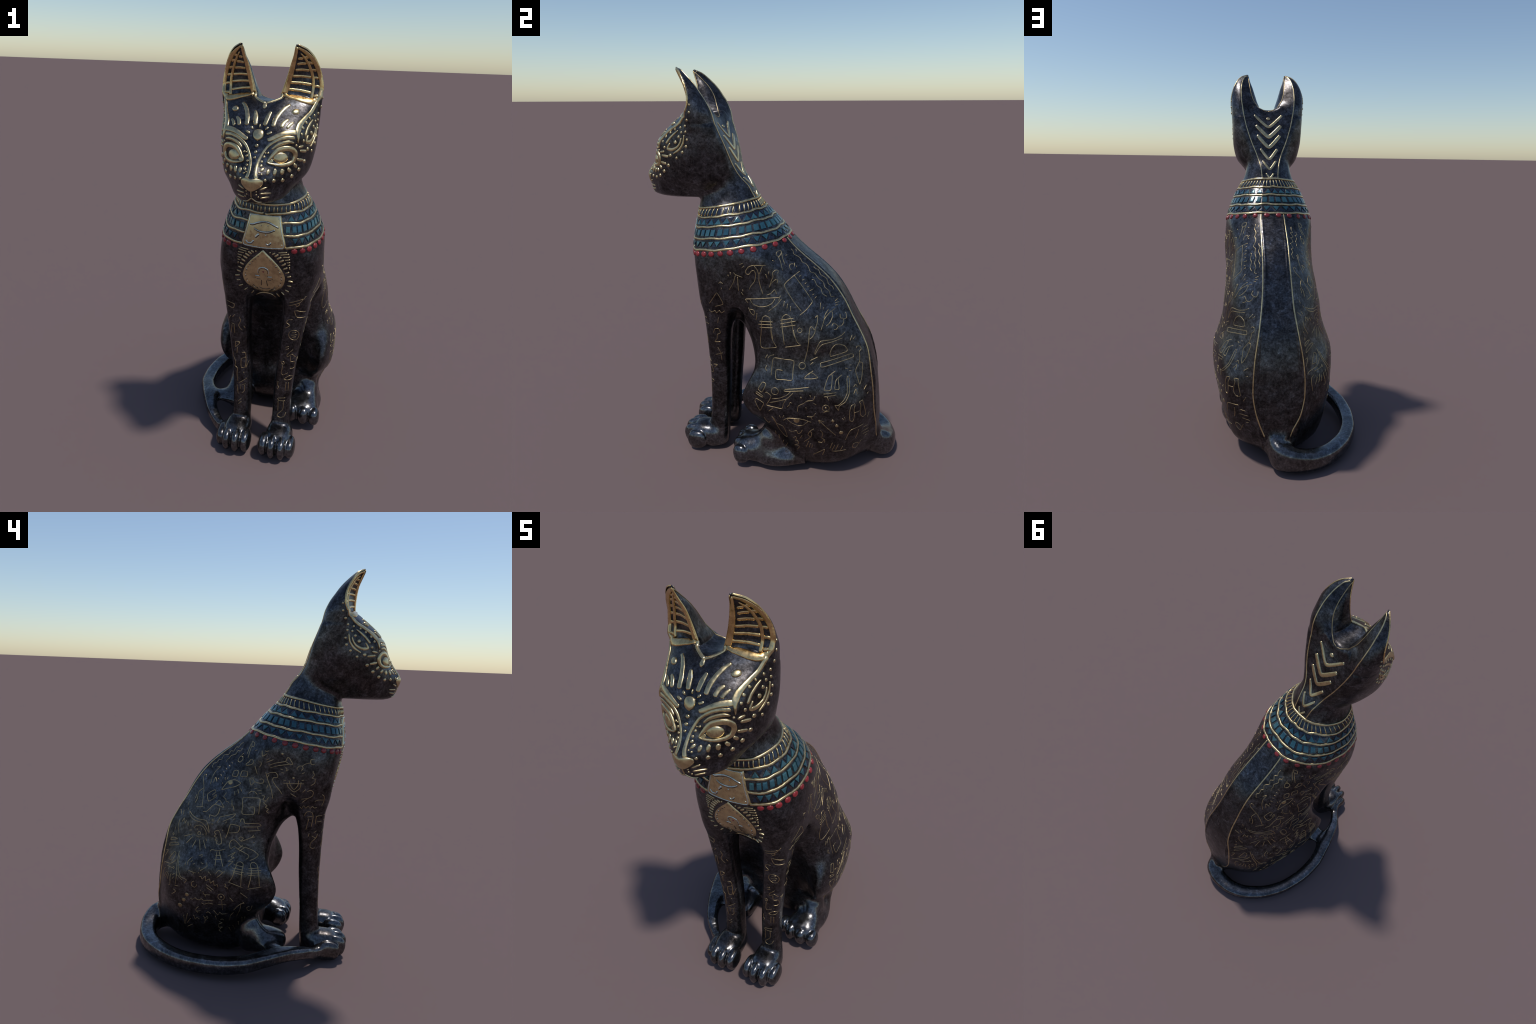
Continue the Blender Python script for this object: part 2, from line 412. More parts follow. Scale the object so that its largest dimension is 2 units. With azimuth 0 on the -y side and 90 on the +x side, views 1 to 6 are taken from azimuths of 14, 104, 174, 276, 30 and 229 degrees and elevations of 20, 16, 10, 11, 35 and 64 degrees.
class Relief:
    """collects vertices and faces of raised pieces that belong to one object"""
    def __init__(self, skin):
        self.skin, self.v, self.f = skin, [], []

    def ribbon(self, PN, width, height, closed=False, sink=.0015, taper=True):
        """rounded strip along surface points; width (m) may be a list, one per point"""
        n = len(PN); W = width if hasattr(width, '__len__') else [width] * n
        base = len(self.v); prof = ((-1.08, None), (-.97, .66), (-.72, .96), (0, 1.0), (.72, .96), (.97, .66), (1.08, None)); m = len(prof)
        for i, (p, nn) in enumerate(PN):
            a = PN[i - 1][0] if (i or closed) else p
            b = PN[(i + 1) % n][0] if (closed or i + 1 < n) else p
            t = (b - a); t = t.normalized() if t.length > 1e-7 else Vector((0, 0, 1))
            s = nn.cross(t).normalized(); w = W[i] / 2
            e = 1.0
            if taper and not closed and n > 2:
                e = .45 if i in (0, n - 1) else 1.0
            for u, h in prof:
                q, qn = p + s * (u * w * e), nn
                if w > .003:
                    q, qn = self.skin.near(q)
                    if qn.dot(nn) < .2:
                        qn = nn
                self.v.append(tuple(q + qn * (height * h * (e if e < 1 else 1) if h else -sink)))
        for i in range(n if closed else n - 1):
            j = (i + 1) % n
            for k in range(m - 1):
                self.f.append((base + i * m + k, base + i * m + k + 1, base + j * m + k + 1, base + j * m + k))
        if not closed:
            for i, r in ((0, 1), (n - 1, -1)):
                self.f.append(tuple(base + i * m + k for k in range(m))[::-r])

    def stroke(self, mode, pts, width, height, closed=False, step=None, soft=.75):
        step = step or (1.2 if mode == 'H' else 4.0)
        path = smooth_path(pts, step, closed, soft)
        if hasattr(width, '__len__'):
            width = list(np.interp(np.linspace(0, 1, len(path)), np.linspace(0, 1, len(width)), width))
        PN = [self.skin.at(mode, *p) for p in path]
        W = width if hasattr(width, '__len__') else [width] * len(PN)
        cuts = [i for i in range(1, len(PN)) if (PN[i][0] - PN[i - 1][0]).length > .035]      # never bridge a gap in the body
        if not cuts:
            return self.ribbon(PN, W, height, closed)
        for a, b in zip([0] + cuts, cuts + [len(PN)]):
            if b - a > 1:
                self.ribbon(PN[a:b], W[a:b], height)

    def boss(self, mode, a, b, r, height, squash=1.0, turn=0.0):
        """domed stud of radius r (m)"""
        p, n = self.skin.at(mode, a, b)
        self.stud(p, n, r, height, squash, turn)

    def stud(self, p, n, r, height, squash=1.0, turn=0.0, seg=14):
        u = n.cross(Vector((0, 0, 1))); u = u.normalized() if u.length > .05 else Vector((1, 0, 0)); w = n.cross(u)
        base = len(self.v)
        for rr, h in ((1, None), (.93, .45), (.75, .8), (.45, .97)):
            for k in range(seg):
                t = 2 * math.pi * k / seg
                x, y = rr * r * math.cos(t), rr * r * squash * math.sin(t)
                q = p + u * (x * math.cos(turn) - y * math.sin(turn)) + w * (x * math.sin(turn) + y * math.cos(turn))
                if r > .006:
                    q, qn = self.skin.near(q)
                    if qn.dot(n) < .3:
                        qn = n
                else:
                    qn = n
                self.v.append(tuple(q + qn * (height * h if h else -.0015)))
        self.v.append(tuple(p + n * height)); top = len(self.v) - 1
        for j in range(3):
            for k in range(seg):
                k2 = (k + 1) % seg
                self.f.append((base + j * seg + k, base + j * seg + k2, base + (j + 1) * seg + k2, base + (j + 1) * seg + k))
        for k in range(seg):
            self.f.append((base + 3 * seg + k, base + 3 * seg + (k + 1) % seg, top))

    def ring(self, mode, a, b, r, width, height, squash=1.0):
        p, n = self.skin.at(mode, a, b)
        u = n.cross(Vector((0, 0, 1))).normalized(); w = n.cross(u)
        k = max(12, int(2 * math.pi * r / .005))
        self.ribbon([self.skin.near(p + u * (r * math.cos(2 * math.pi * i / k)) + w * (r * squash * math.sin(2 * math.pi * i / k))) for i in range(k)],
                    width, height, True)

    def pad(self, mode, outline, height, dome=0.0, rounds=(1, .965, .9, .7, .45, .2), edge=.8, step=None, soft=.75, centre=None):
        """raised plate with a closed, star-shaped outline in a placing mode"""
        ring = smooth_path(outline, step or (1.5 if mode == 'H' else 5.0 if mode != 'C' else .004), True, soft)
        c = np.array(centre if centre is not None else np.mean(np.array(ring), 0)); n = len(ring); base = len(self.v)
        for j, r in enumerate(rounds):
            for q in ring:
                p, nn = self.skin.at(mode, *(c + (q - c) * r))
                h = -.0015 if j == 0 else height * (edge if j == 1 else 1) + dome * (1 - r * r)
                self.v.append(tuple(p + nn * h))
        p, nn = self.skin.at(mode, *c); self.v.append(tuple(p + nn * (height + dome))); top = len(self.v) - 1
        for j in range(len(rounds) - 1):
            for k in range(n):
                k2 = (k + 1) % n
                self.f.append((base + j * n + k, base + j * n + k2, base + (j + 1) * n + k2, base + (j + 1) * n + k))
        o = base + (len(rounds) - 1) * n
        for k in range(n):
            self.f.append((o + k, o + (k + 1) % n, top))

    def object(self, name, material, parent, smooth=True, **props):
        me = bpy.data.meshes.new(name); me.from_pydata(self.v, [], self.f)
        bm = bmesh.new(); bm.from_mesh(me); bmesh.ops.recalc_face_normals(bm, faces=bm.faces); bm.to_mesh(me); bm.free()
        if smooth:
            me.shade_smooth()
        me.materials.append(material)
        o = bpy.data.objects.new(name, me); bpy.context.collection.objects.link(o); o.parent = parent
        for k, v in props.items():
            o[k] = v
        return o


# ---------------------------------------------------------------- materials
def material(name, build):
    m = bpy.data.materials.new(name); m.use_nodes = True
    nt = m.node_tree; b = nt.nodes['Principled BSDF']; build(nt, b)
    return m


def node(nt, kind, **kw):
    n = nt.nodes.new(kind)
    for k, v in kw.items():
        if k in n.inputs:
            n.inputs[k].default_value = v
        else:
            setattr(n, k, v)
    return n


def noise(nt, scale, detail=4.0, rough=.6, warp=0.0):
    tc = node(nt, 'ShaderNodeTexCoord')
    n = node(nt, 'ShaderNodeTexNoise', Scale=scale, Detail=detail, Roughness=rough, Distortion=warp)
    nt.links.new(tc.outputs['Object'], n.inputs['Vector'])
    return n.outputs['Fac']


def ramp(nt, fac, *stops):
    r = node(nt, 'ShaderNodeValToRGB')
    while len(r.color_ramp.elements) < len(stops):
        r.color_ramp.elements.new(.5)
    for e, (p, c) in zip(r.color_ramp.elements, stops):
        e.position = p; e.color = (*c, 1) if hasattr(c, '__len__') else (c, c, c, 1)
    nt.links.new(fac, r.inputs['Fac'])
    return r.outputs['Color']


def mix(nt, a, b, fac, mode='MIX'):
    m = node(nt, 'ShaderNodeMix', data_type='RGBA', blend_type=mode)
    for sock, v in ((m.inputs[0], fac), (m.inputs[6], a), (m.inputs[7], b)):
        if hasattr(v, 'is_linked'):
            nt.links.new(v, sock)
        else:
            sock.default_value = (*v, 1) if hasattr(v, '__len__') else v
    return m.outputs[2]


def bump(nt, b, fac, strength, dist):
    n = node(nt, 'ShaderNodeBump', Strength=strength, Distance=dist)
    nt.links.new(fac, n.inputs['Height']); nt.links.new(n.outputs['Normal'], b.inputs['Normal'])


def bronze(dark, mid, light, rough, grain=1.0):
    """blackened metal: cloudy wear, fine speckle and faint streaks over a dark ground"""
    def build(nt, b):
        cloud = noise(nt, 20, 9, .76, .5); fine = noise(nt, 85, 7, .8, .3); broad = noise(nt, 4.5, 3, .5)
        base = ramp(nt, cloud, (.36, dark), (.52, mid), (.70, light))
        col = mix(nt, base, ramp(nt, fine, (.36, .32), (.52, .95), (.68, 1.9)), .95 * grain, 'MULTIPLY')
        col = mix(nt, col, ramp(nt, broad, (.35, (.85, .78, .74)), (.62, (1.0, 1.03, 1.09))), .8, 'MULTIPLY')
        nt.links.new(col, b.inputs['Base Color'])
        b.inputs['Metallic'].default_value = .95
        nt.links.new(ramp(nt, noise(nt, 24, 6, .7), (.33, rough[0]), (.67, rough[1])), b.inputs['Roughness'])
        bump(nt, b, noise(nt, 110, 5, .7), .14, .002)
    return build


def gold(nt, b, tint=(.69, .555, .31), worn=(.46, .36, .20), rough=.28):
    f = noise(nt, 30, 5, .65)
    nt.links.new(ramp(nt, f, (.32, worn), (.58, tint)), b.inputs['Base Color'])
    b.inputs['Metallic'].default_value = 1.0
    nt.links.new(ramp(nt, noise(nt, 60, 4, .6), (.3, rough * .8), (.7, rough * 1.5)), b.inputs['Roughness'])
    bump(nt, b, noise(nt, 90, 3), .12, .0015)


def enamel(lo, hi, rough=.18, metal=.35):
    def build(nt, b):
        rnd = node(nt, 'ShaderNodeObjectInfo').outputs['Random']
        c = mix(nt, lo, hi, rnd)
        col = mix(nt, c, ramp(nt, noise(nt, 80, 4), (.3, .55), (.65, 1.1)), .8, 'MULTIPLY')
        nt.links.new(col, b.inputs['Base Color'])
        b.inputs['Metallic'].default_value = metal; b.inputs['Roughness'].default_value = rough
        b.inputs['Coat Weight'].default_value = .3; b.inputs['Coat Roughness'].default_value = .1
        bump(nt, b, noise(nt, 70, 3), .15, .002)
    return build


DARK = material('blackened_bronze', bronze((.034, .031, .031), (.082, .078, .080), (.17, .174, .188), (.24, .42)))
SHINE = material('rubbed_bronze', bronze((.09, .088, .088), (.145, .145, .148), (.24, .246, .255), (.16, .3), .85))
GOLD = material('polished_gold', gold)
LINE = material('inlay_gold', lambda nt, b: gold(nt, b, (.48, .37, .205), (.21, .165, .095), .36))
EARGOLD = material('warm_gold', lambda nt, b: gold(nt, b, (.80, .56, .26), (.55, .37, .16), .24))
PALE = material('pale_gold', lambda nt, b: gold(nt, b, (.72, .80, .74), (.5, .55, .5), .22))
BLUE = material('turquoise_enamel', enamel((.025, .092, .13), (.046, .138, .168)))
NIGHT = material('night_blue_enamel', enamel((.010, .017, .034), (.018, .028, .055)))
RED = material('carnelian_red', enamel((.22, .014, .02), (.29, .022, .028), .3, .1))


# ---------------------------------------------------------------- body, cut into named parts
clay = build_clay()
V, F = surface_nets(clay.f); V = relax(V, F, clay.f)
skin = Skin(V, F)

cat = bpy.data.objects.new('cat_statue', None); bpy.context.collection.objects.link(cat)
cat['label'] = 'seated black Egyptian cat statue with gold inlay and collar'; cat['category'] = 'statue'


def body_parts():
    whole = quad_mesh('whole', V, F)
    N = np.empty(len(V) * 3, np.float32); whole.vertex_normals.foreach_get('vector', N); N = N.reshape(-1, 3)
    c = V[F].mean(1); x, y, z = c[:, 0] - MX, c[:, 1], c[:, 2]
    g = np.clip(np.round((c - LO) / H).astype(int), 0, np.array(clay.lab.shape) - 1); lab = clay.lab[g[:, 0], g[:, 1], g[:, 2]]
    kind = np.full(len(F), 'torso', dtype=object)
    kind[(lab == 4) & (z < .80)] = 'foreleg'
    kind[((lab == 4) | (lab == 5)) & (z < .135) & (y < -.2)] = 'paw'
    kind[lab == 6] = 'hind_foot'
    kind[lab == 7] = 'tail'
    neck = (z > 1.362 + .18 * (y + .23)) & (z > 1.3)
    kind[neck] = 'neck'
    kind[neck & (lab == 2)] = 'head'
    kind[neck & (z > 1.5)] = 'head'
    kind[(lab == 3) & (z > 1.79)] = 'ear'
    parts = {}
    for name in ('torso', 'neck', 'head', 'ear', 'foreleg', 'paw', 'hind_foot', 'tail'):
        for s in ((1, -1) if name in ('ear', 'foreleg', 'paw', 'hind_foot') else (0,)):
            m = kind == name
            if s:
                m = m & (x * s > 0)
            f = F[m]; used = np.unique(f); back = np.full(len(V), -1); back[used] = np.arange(len(used))
            me = quad_mesh(name, V[used], back[f])
            me.normals_split_custom_set_from_vertices(N[used].tolist())
            me.materials.append(SHINE if name in ('paw', 'hind_foot', 'tail') else DARK)
            o = bpy.data.objects.new(name, me); bpy.context.collection.objects.link(o); o.parent = cat
            parts[name, s] = o
    bpy.data.meshes.remove(whole)
    return parts


def quad_mesh(name, V, F):
    me = bpy.data.meshes.new(name)
    me.vertices.add(len(V)); me.vertices.foreach_set('co', np.asarray(V, np.float32).ravel())
    me.loops.add(F.size); me.loops.foreach_set('vertex_index', F.astype(np.int32).ravel())
    me.polygons.add(len(F)); me.polygons.foreach_set('loop_start', np.arange(0, F.size, 4, dtype=np.int32))
    me.update(calc_edges=True); me.shade_smooth()
    return me


PART = body_parts()
TORSO_O, HEAD_O, NECK_O = PART['torso', 0], PART['head', 0], PART['neck', 0]


def sign(mode, *strokes, dots=(), rings=(), w=.0035, h=.0009, name='hieroglyph'):
    """one incised-and-gilded character: strokes, filled dots (a, b, radius mm), rings"""
    r = Relief(skin)
    for s in strokes:
        r.stroke(mode, s, w, h, soft=.6)
    for a, b, rad in dots:
        r.boss(mode, a, b, rad / 1000, .0018)
    for a, b, rad in rings:
        r.ring(mode, a, b, rad / 1000, w, h)
    return r.object(name, LINE, TORSO_O)


# ---------------------------------------------------------------- head ornament
def both(draw):
    for s in (1, -1):
        draw(s)


def mir(pts, s):
    return [(a * s, b) for a, b in pts]


# brows, the rim that climbs from brow to ear, and the lines that run from the nose over the eyes
def brows(s):
    r = Relief(skin)
    r.stroke('H', mir([(10.7, 10.9), (15.3, 12.7), (22.1, 16.0), (28.6, 18.0), (35.6, 18.8), (42.5, 18.6)], s), [.013, .017, .018, .020, .022, .022], .0034)
    r.stroke('H', mir([(42.6, 8.5), (42.9, 13), (43.4, 18), (44.8, 21.5), (48.8, 26.4), (56.1, 31.1), (64.5, 34.8), (73.1, 37.6), (82.2, 41.7), (88.5, 44.6), (92, 48)], s),
             [.004, .013, .026, .024, .019, .017, .016, .016, .016, .015, .014], .005)
    r.object('brow', GOLD, HEAD_O)
    r = Relief(skin)
    r.stroke('H', mir([(4.0, -19.2), (2.8, -15.5), (2.9, -12), (4.1, -7.2), (7.0, -1.5), (11.3, 4.6), (16.7, 8.9), (23.3, 12.2), (30.9, 13.8), (39.5, 13.2)], s),
             [.016, .012, .010, .0095, .010, .0115, .0125, .0125, .0125, .013], .0034)
    r.object('nose_bridge_line', GOLD, HEAD_O)
    r = Relief(skin)
    r.stroke('H', mir([(15.2, 1.9), (20.4, 6.1), (26.8, 8.6), (32.9, 9.4), (38.6, 8.4)], s), [.007, .012, .013, .012, .007], .0034)
    r.object('eyelid_line', GOLD, HEAD_O)


def eyes(s):
    r = Relief(skin)
    r.stroke('H', mir([(11.6, -9.8), (15.7, -4.3), (21.7, 1.3), (28.8, 3.2), (35.4, 2.6), (39.9, -0.8), (40.6, -5.2), (37.9, -9.9), (32.4, -12.0),
                       (25.3, -12.3), (18.4, -11.6)], s), [.006, .014, .020, .021, .021, .022, .020, .017, .015, .013, .010, .006], .0062, closed=True)
    r.object('eye_rim', GOLD, HEAD_O)
    r = Relief(skin)
    p, n = skin.at('H', 24.6 * s, -5.6)
    r.stud(p, n, .0325, .007, .70, 0.0, 24)
    r.object('iris', GOLD, HEAD_O)
    r = Relief(skin)
    r.pad('H', mir([(11.8, -9.9), (15.5, -7.0), (17.5, -8.6), (15.5, -10.4)], s), .004)
    r.object('tear_duct', GOLD, HEAD_O)


def face_studs(s):
    """beads and petals under the eye, cheek row"""
    for a, b, rad in ((12.0, -1.4, 4.4), (8.4, -4.9, 5.0), (6.7, -8.9, 4.8), (7.5, -17.0, 4.2), (10.6, -21.0, 5.4), (18.2, -23.4, 7.4), (27.3, -25.2, 7.6),
                      (38.0, -23.7, 7.9), (47.8, -19.1, 7.9), (57.0, -12.2, 7.9), (61.8, .8, 7.7), (41.2, 6.0, 4.2), (9.6, -1.6, 3.0), (5.4, -15.8, 3.2)):
        r = Relief(skin); r.boss('H', a * s, b, rad * .00122, .004, .9); r.object('face_stud', GOLD, HEAD_O)
    for (a, b), (c, d), w in (((5.6, -12.2), (7.4, -11.5), 8), ((6.7, -15.0), (9.1, -13.9), 9), ((12.0, -17.6), (13.4, -14.9), 11), ((18.2, -19.0), (19.5, -15.2), 12), ((25.8, -19.8), (26.8, -16.1), 14),
                              ((32.6, -15.9), (35.5, -18.8), 12), ((39.9, -12.7), (43.3, -15.8), 11), ((44.4, -8.4), (52.4, -10.2), 10), ((48.0, .1), (56.8, -1.0), 10), ((45.1, 4.0), (50.9, 5.0), 8)):
        a, b, c, d = a - .16 * (c - a), b - .16 * (d - b), c + .16 * (c - a), d + .16 * (d - b)
        r = Relief(skin); r.stroke('H', [(a * s, b), ((a + c) / 2 * s, (b + d) / 2), (c * s, d)], [w * .0009, w * .0013, w * .001], .0038); r.object('face_petal', GOLD, HEAD_O)


def temple(s):
    """the eye drawn on the temple and the streams of studs round it"""
    r = Relief(skin)
    r.stroke('H', mir([(55.0, 14.6), (60.8, 21.9), (68.2, 27.4), (75.0, 30.9)], s), [.010, .011, .0095, .005], .0038)
    r.stroke('H', mir([(61.7, 16.0), (58.9, 12), (58.2, 8.7), (65.6, 8.4), (74.2, 12.0), (78.9, 17.5), (80.7, 22.6)], s), [.006, .010, .016, .013, .010, .008, .005], .0038)
    r.stroke('H', mir([(67.2, 2.9), (77.2, 9.0), (83.4, 16.8), (85.5, 25.8)], s), [.006, .011, .009, .005], .0038)
    r.object('temple_eye', GOLD, HEAD_O)
    for a, b, rad in ((68.6, 32.4, 5), (60.4, 28.6, 5.6), (52.9, 23.2, 6.2), (49.0, 16.9, 5.7), (52.3, 10.2, 6.2), (72.2, -2.1, 6.2), (81.6, 5.6, 6.6), (87.3, 12.8, 6.6),
                      (89.3, 20.6, 5.6), (87.5, 28.8, 5.6), (87.2, 34.2, 5.6), (90.9, 37.9, 6), (94.5, 42.9, 5.6), (95.2, 47.3, 4.6), (79.1, 33.8, 5.5), (80.8, 28.6, 5.5),
                      (76.0, 24.0, 6.6), (70.4, 17.7, 8)):
        r = Relief(skin); r.boss('H', a * s, b, rad * .00112, .0034); r.object('temple_stud', GOLD, HEAD_O)


def forehead(s):
    for pts, w in (([(6.0, 27.5), (9.2, 39.0), (14.0, 47.5)], (.0105, .013, .007)), ([(16.2, 25.8), (20.4, 36.2), (29.3, 45.4), (40.1, 50.9), (50, 53)], (.011, .012, .011, .010, .007)),
                   ([(25.3, 24.4), (30.1, 30.5), (36.9, 33.8)], (.010, .010, .006)), ([(31.7, 23.0), (36.0, 26.9), (42.0, 29.9)], (.008, .009, .005)),
                   ([(7.6, 22.6), (11.2, 25.6)], (.006, .006)), ([(9.6, 17.2), (15.4, 19.6)], (.006, .006))):
        r = Relief(skin); r.stroke('H', mir(pts, s), [q * 1.5 for q in w], .0034); r.object('forehead_ray', GOLD, HEAD_O)
    r = Relief(skin); p, n = skin.at('H', 51.8 * s, 42.5); r.stud(p, n, .0185, .007, .75, .3 * s, 20); r.object('forehead_disc', GOLD, HEAD_O)


both(brows); both(eyes); both(face_studs); both(temple); both(forehead)
r = Relief(skin)
r.pad('H', [(0, 22.8), (5.0, 21.2), (6.3, 17.2), (4.8, 12.6), (0, 9.6), (-4.8, 12.6), (-6.3, 17.2), (-5.0, 21.2)], .005, .006)
r.object('forehead_jewel', GOLD, HEAD_O)
r = Relief(skin); r.stroke('H', [(0, 25.0), (0, 29.5)], [.007, .004], .0045); r.object('forehead_ray', GOLD, HEAD_O)
for b, rad in ((5.0, 8), (-1.0, 7), (-5.6, 5.6)):
    r = Relief(skin); r.boss('H', 0, b, rad / 1000, .005); r.object('face_stud', GOLD, HEAD_O)
# nose, mouth, whisker pads
half = [(0, -18.6), (3.6, -18.4), (6.4, -19.3), (9.0, -21.0), (9.2, -23.2), (6.8, -25.2), (3.4, -26.6), (0, -27.6)]
r = Relief(skin); r.pad('H', half + [(-a, b) for a, b in half[-2:0:-1]], .003, .0015, centre=(0, -22.4)); r.object('nose', GOLD, HEAD_O)
r = Relief(skin)
r.stroke('H', [(0, -27), (0, -32.6)], .005, .003)
both(lambda s: r.stroke('H', mir([(0, -32.4), (2.3, -34.5), (4.9, -36.3), (8.6, -37.0)], s), [.005, .005, .0045, .003], .003))
r.object('mouth_line', GOLD, HEAD_O)


def whiskers(s):
    for (a, b), (c, d) in (((6.6, -27.0), (12.8, -26.6)), ((6.7, -29.9), (16.4, -32.5)), ((7.1, -33.3), (15.1, -34.9))):
        r = Relief(skin); r.stroke('H', [(a * s, b), ((a + c) / 2 * s, (b + d) / 2), (c * s, d)], [.006, .007, .004], .0035); r.object('whisker', GOLD, HEAD_O)
    for a, b in ((4.1, -27.9), (3.9, -30.2), (5.6, -32.3)):
        r = Relief(skin); r.boss('H', a * s, b, .0037, .0025); r.object('whisker_dot', GOLD, HEAD_O)


both(whiskers)

# ---------------------------------------------------------------- ears: gold frame, inner bar and rungs over the dark hollow
OUTER = [(.116, -.438, 2.0), (.150, -.412, 1.985), (.175, -.391, 1.96), (.196, -.367, 1.92), (.207, -.352, 1.88), (.213, -.350, 1.84), (.214, -.364, 1.80)]
INNER = [(.110, -.442, 1.995), (.102, -.428, 1.96), (.088, -.413, 1.92), (.076, -.407, 1.88), (.063, -.405, 1.84), (.053, -.407, 1.81)]


def ear_front(s):
    ear = PART['ear', s]
    r = Relief(skin)
    f = lambda pts: [(a * s, b) for a, b in pts]
    r.stroke('F', f([(113, 1990), (102, 1945), (89, 1895), (76, 1845), (66, 1812)]), [.010, .016, .020, .020, .020], .005)
    r.stroke('F', f([(114, 1991), (140, 1977), (164, 1957), (184, 1929), (198, 1896), (207, 1865), (209, 1833), (204, 1800)]), [.008, .014, .017, .018, .018, .018, .017, .018], .005)
    r.stroke('F', f([(62, 1808), (94, 1803), (125, 1796), (172, 1786), (203, 1792)]), [.022, .026, .030, .028, .022], .005)
    for edge in (OUTER, INNER):
        rim = [Vector((MX + x * s, y, z)) for x, y, z in smooth_path(edge, .006)]
        r.ribbon([(p, Vector((p.x - MX - .138 * s, p.y + .36 + .5 * (p.z - 1.84), .5 * (p.z - 1.9))).normalized()) for p in rim], .0058, .003, sink=.003)
    r.object('ear_frame', EARGOLD, ear)
    r = Relief(skin)
    r.stroke('F', f([(125, 1969), (141, 1951), (156, 1926), (168, 1895), (175, 1864), (176, 1832), (173, 1796)]), [.005, .010, .0115, .012, .012, .012, .013], .0045)
    r.object('ear_bar', EARGOLD, ear)
    for p, q in (((77, 1831), (170, 1819)), ((84, 1857), (171, 1851)), ((94, 1882), (166, 1880)), ((104, 1906), (158, 1906)), ((110, 1928), (146, 1931)), ((114, 1948), (134, 1949)),
                 ((180, 1806), (203, 1806)), ((179, 1845), (203, 1841)), ((175, 1879), (195, 1875)), ((163, 1908), (186, 1905)), ((150, 1936), (172, 1932)), ((138, 1955), (156, 1954))):
        r = Relief(skin); m = ((p[0] + q[0]) / 2, (p[1] + q[1]) / 2 + 2); r.stroke('F', f([p, m, q]), .0105, .0034); r.object('ear_rung', EARGOLD, ear)


both(ear_front)
# gold line along the front lip of the crown, ending in a drop
r = Relief(skin)
for s in (1, -1):
    path = [(0, -.458, 1.80), (.018, -.448, 1.81), (.035, -.434, 1.82), (.05, -.42, 1.82), (.058, -.41, 1.835)]
    PN = [skin.near((MX + x * s, y, z - .02)) for x, y, z in smooth_path(path, .006)]
    r.ribbon(PN, .012, .004)
PN = [skin.near(p) for p in ((MX, -.452, 1.785), (MX, -.462, 1.775), (MX, -.473, 1.765), (MX, -.482, 1.757))]
r.ribbon(PN, [.010, .014, .018, .013], .0034)
r.object('crown_line', GOLD, HEAD_O)

# ---------------------------------------------------------------- nape: ridge lines, scoop edge, chevrons
def nape(s):
    r = Relief(skin)
    pts = [(112, 1994), (132, 1984), (147, 1952), (156, 1900), (155, 1836), (145, 1762), (128, 1684), (102, 1603), (70, 1523), (50, 1453), (44, 1394)]
    r.stroke('B', mir(pts, s), .0055, .0025)
    r.object('ridge_line', GOLD, HEAD_O)
    r = Relief(skin)
    lip = [(.109, -.437, 1.99), (.107, -.40, 1.96), (.104, -.36, 1.918), (.097, -.333, 1.88), (.084, -.316, 1.845), (.058, -.297, 1.80), (.028, -.283, 1.778), (0, -.278, 1.772)]
    r.ribbon([skin.near((MX + x * s, y, z)) for x, y, z in smooth_path(lip, .006)], .0045, .002)
    r.object('scoop_line', LINE, HEAD_O)


both(nape)
for zm, xt, zt, w in ((1683, 82, 1752, 16), (1626, 73, 1692, 21), (1567, 67, 1635, 20), (1499, 49, 1557, 16), (1443, 39, 1490, 13), (1394, 22, 1420, 10)):
    r = Relief(skin)
    bend = [(-xt, zt), (-xt * .55, zm + (zt - zm) * .48), (-xt * .18, zm + (zt - zm) * .10), (0, zm), (xt * .18, zm + (zt - zm) * .10), (xt * .55, zm + (zt - zm) * .48), (xt, zt)]
    tip = .45 if zm == 1680 else .8
    r.stroke('B', bend, [w * .001 * tip, w * .001, w * .001, w * .001, w * .001, w * .001, w * .001 * tip], .0032)
    r.object('nape_chevron', GOLD, NECK_O)
r = Relief(skin); r.boss('B', 0, 1731, .0125, .004, .8); r.object('nape_stud', GOLD, HEAD_O)

# ---------------------------------------------------------------- collar
def crowd(u, a=.16):
    """pieces sit closer together on the breast than on the back"""
    return u - a * math.sin(2 * math.pi * u) / (2 * math.pi)


def off_plate(t, row, slack=.0):
    """is this place on the collar clear of the breast plate?"""
    p, _ = skin.collar(t, row)
    if p.y > -.2 or p.z > 1.292:
        return True
    return abs(p.x - MX) > .073 + (1.288 - p.z) / .145 * .031 + slack


r = Relief(skin)
for row in range(5):                                    # the five gold bands are one piece
    ts = [i / 220 for i in range(220)]
    if row == 0:
        r.ribbon([skin.collar(t, .02 * math.sin(31 * t)) for t in ts], .0108, .005, True)
    else:
        ts = [t for t in ts if off_plate(t, row, -.008)]
        run = sorted(ts, key=lambda t: t)
        wob = random.Random(row)
        PN = [skin.collar(t, row + .035 * math.sin(43 * t + row) + .03 * math.sin(90 * t + 2 * row) + .012 * wob.uniform(-1, 1)) for t in run]
        r.ribbon(PN, .0105 if row < 4 else .0115, .005)
collar = r.object('collar', GOLD, cat)


def tile(t0, t1, r0, r1, shape, mat, name, h=.0048):
    tm = (t0 + t1) / 2
    if not (off_plate(t0, (r0 + r1) / 2, .004) and off_plate(t1, (r0 + r1) / 2, .004)):
        return
    out = {'rect': [(t0, r0), (tm, r0), (t1, r0), (t1, r1), (tm, r1), (t0, r1)], 'up': [(tm, r0), (t1, r1), (tm, r1), (t0, r1)], 'down': [(t0, r0), (tm, r0), (t1, r0), (tm, r1)]}[shape]
    r = Relief(skin)
    r.pad('C', out, h, 0, (1, .93, .6, .3), .9, step=9, soft=0)
    r.object(name, mat, collar, smooth=False)


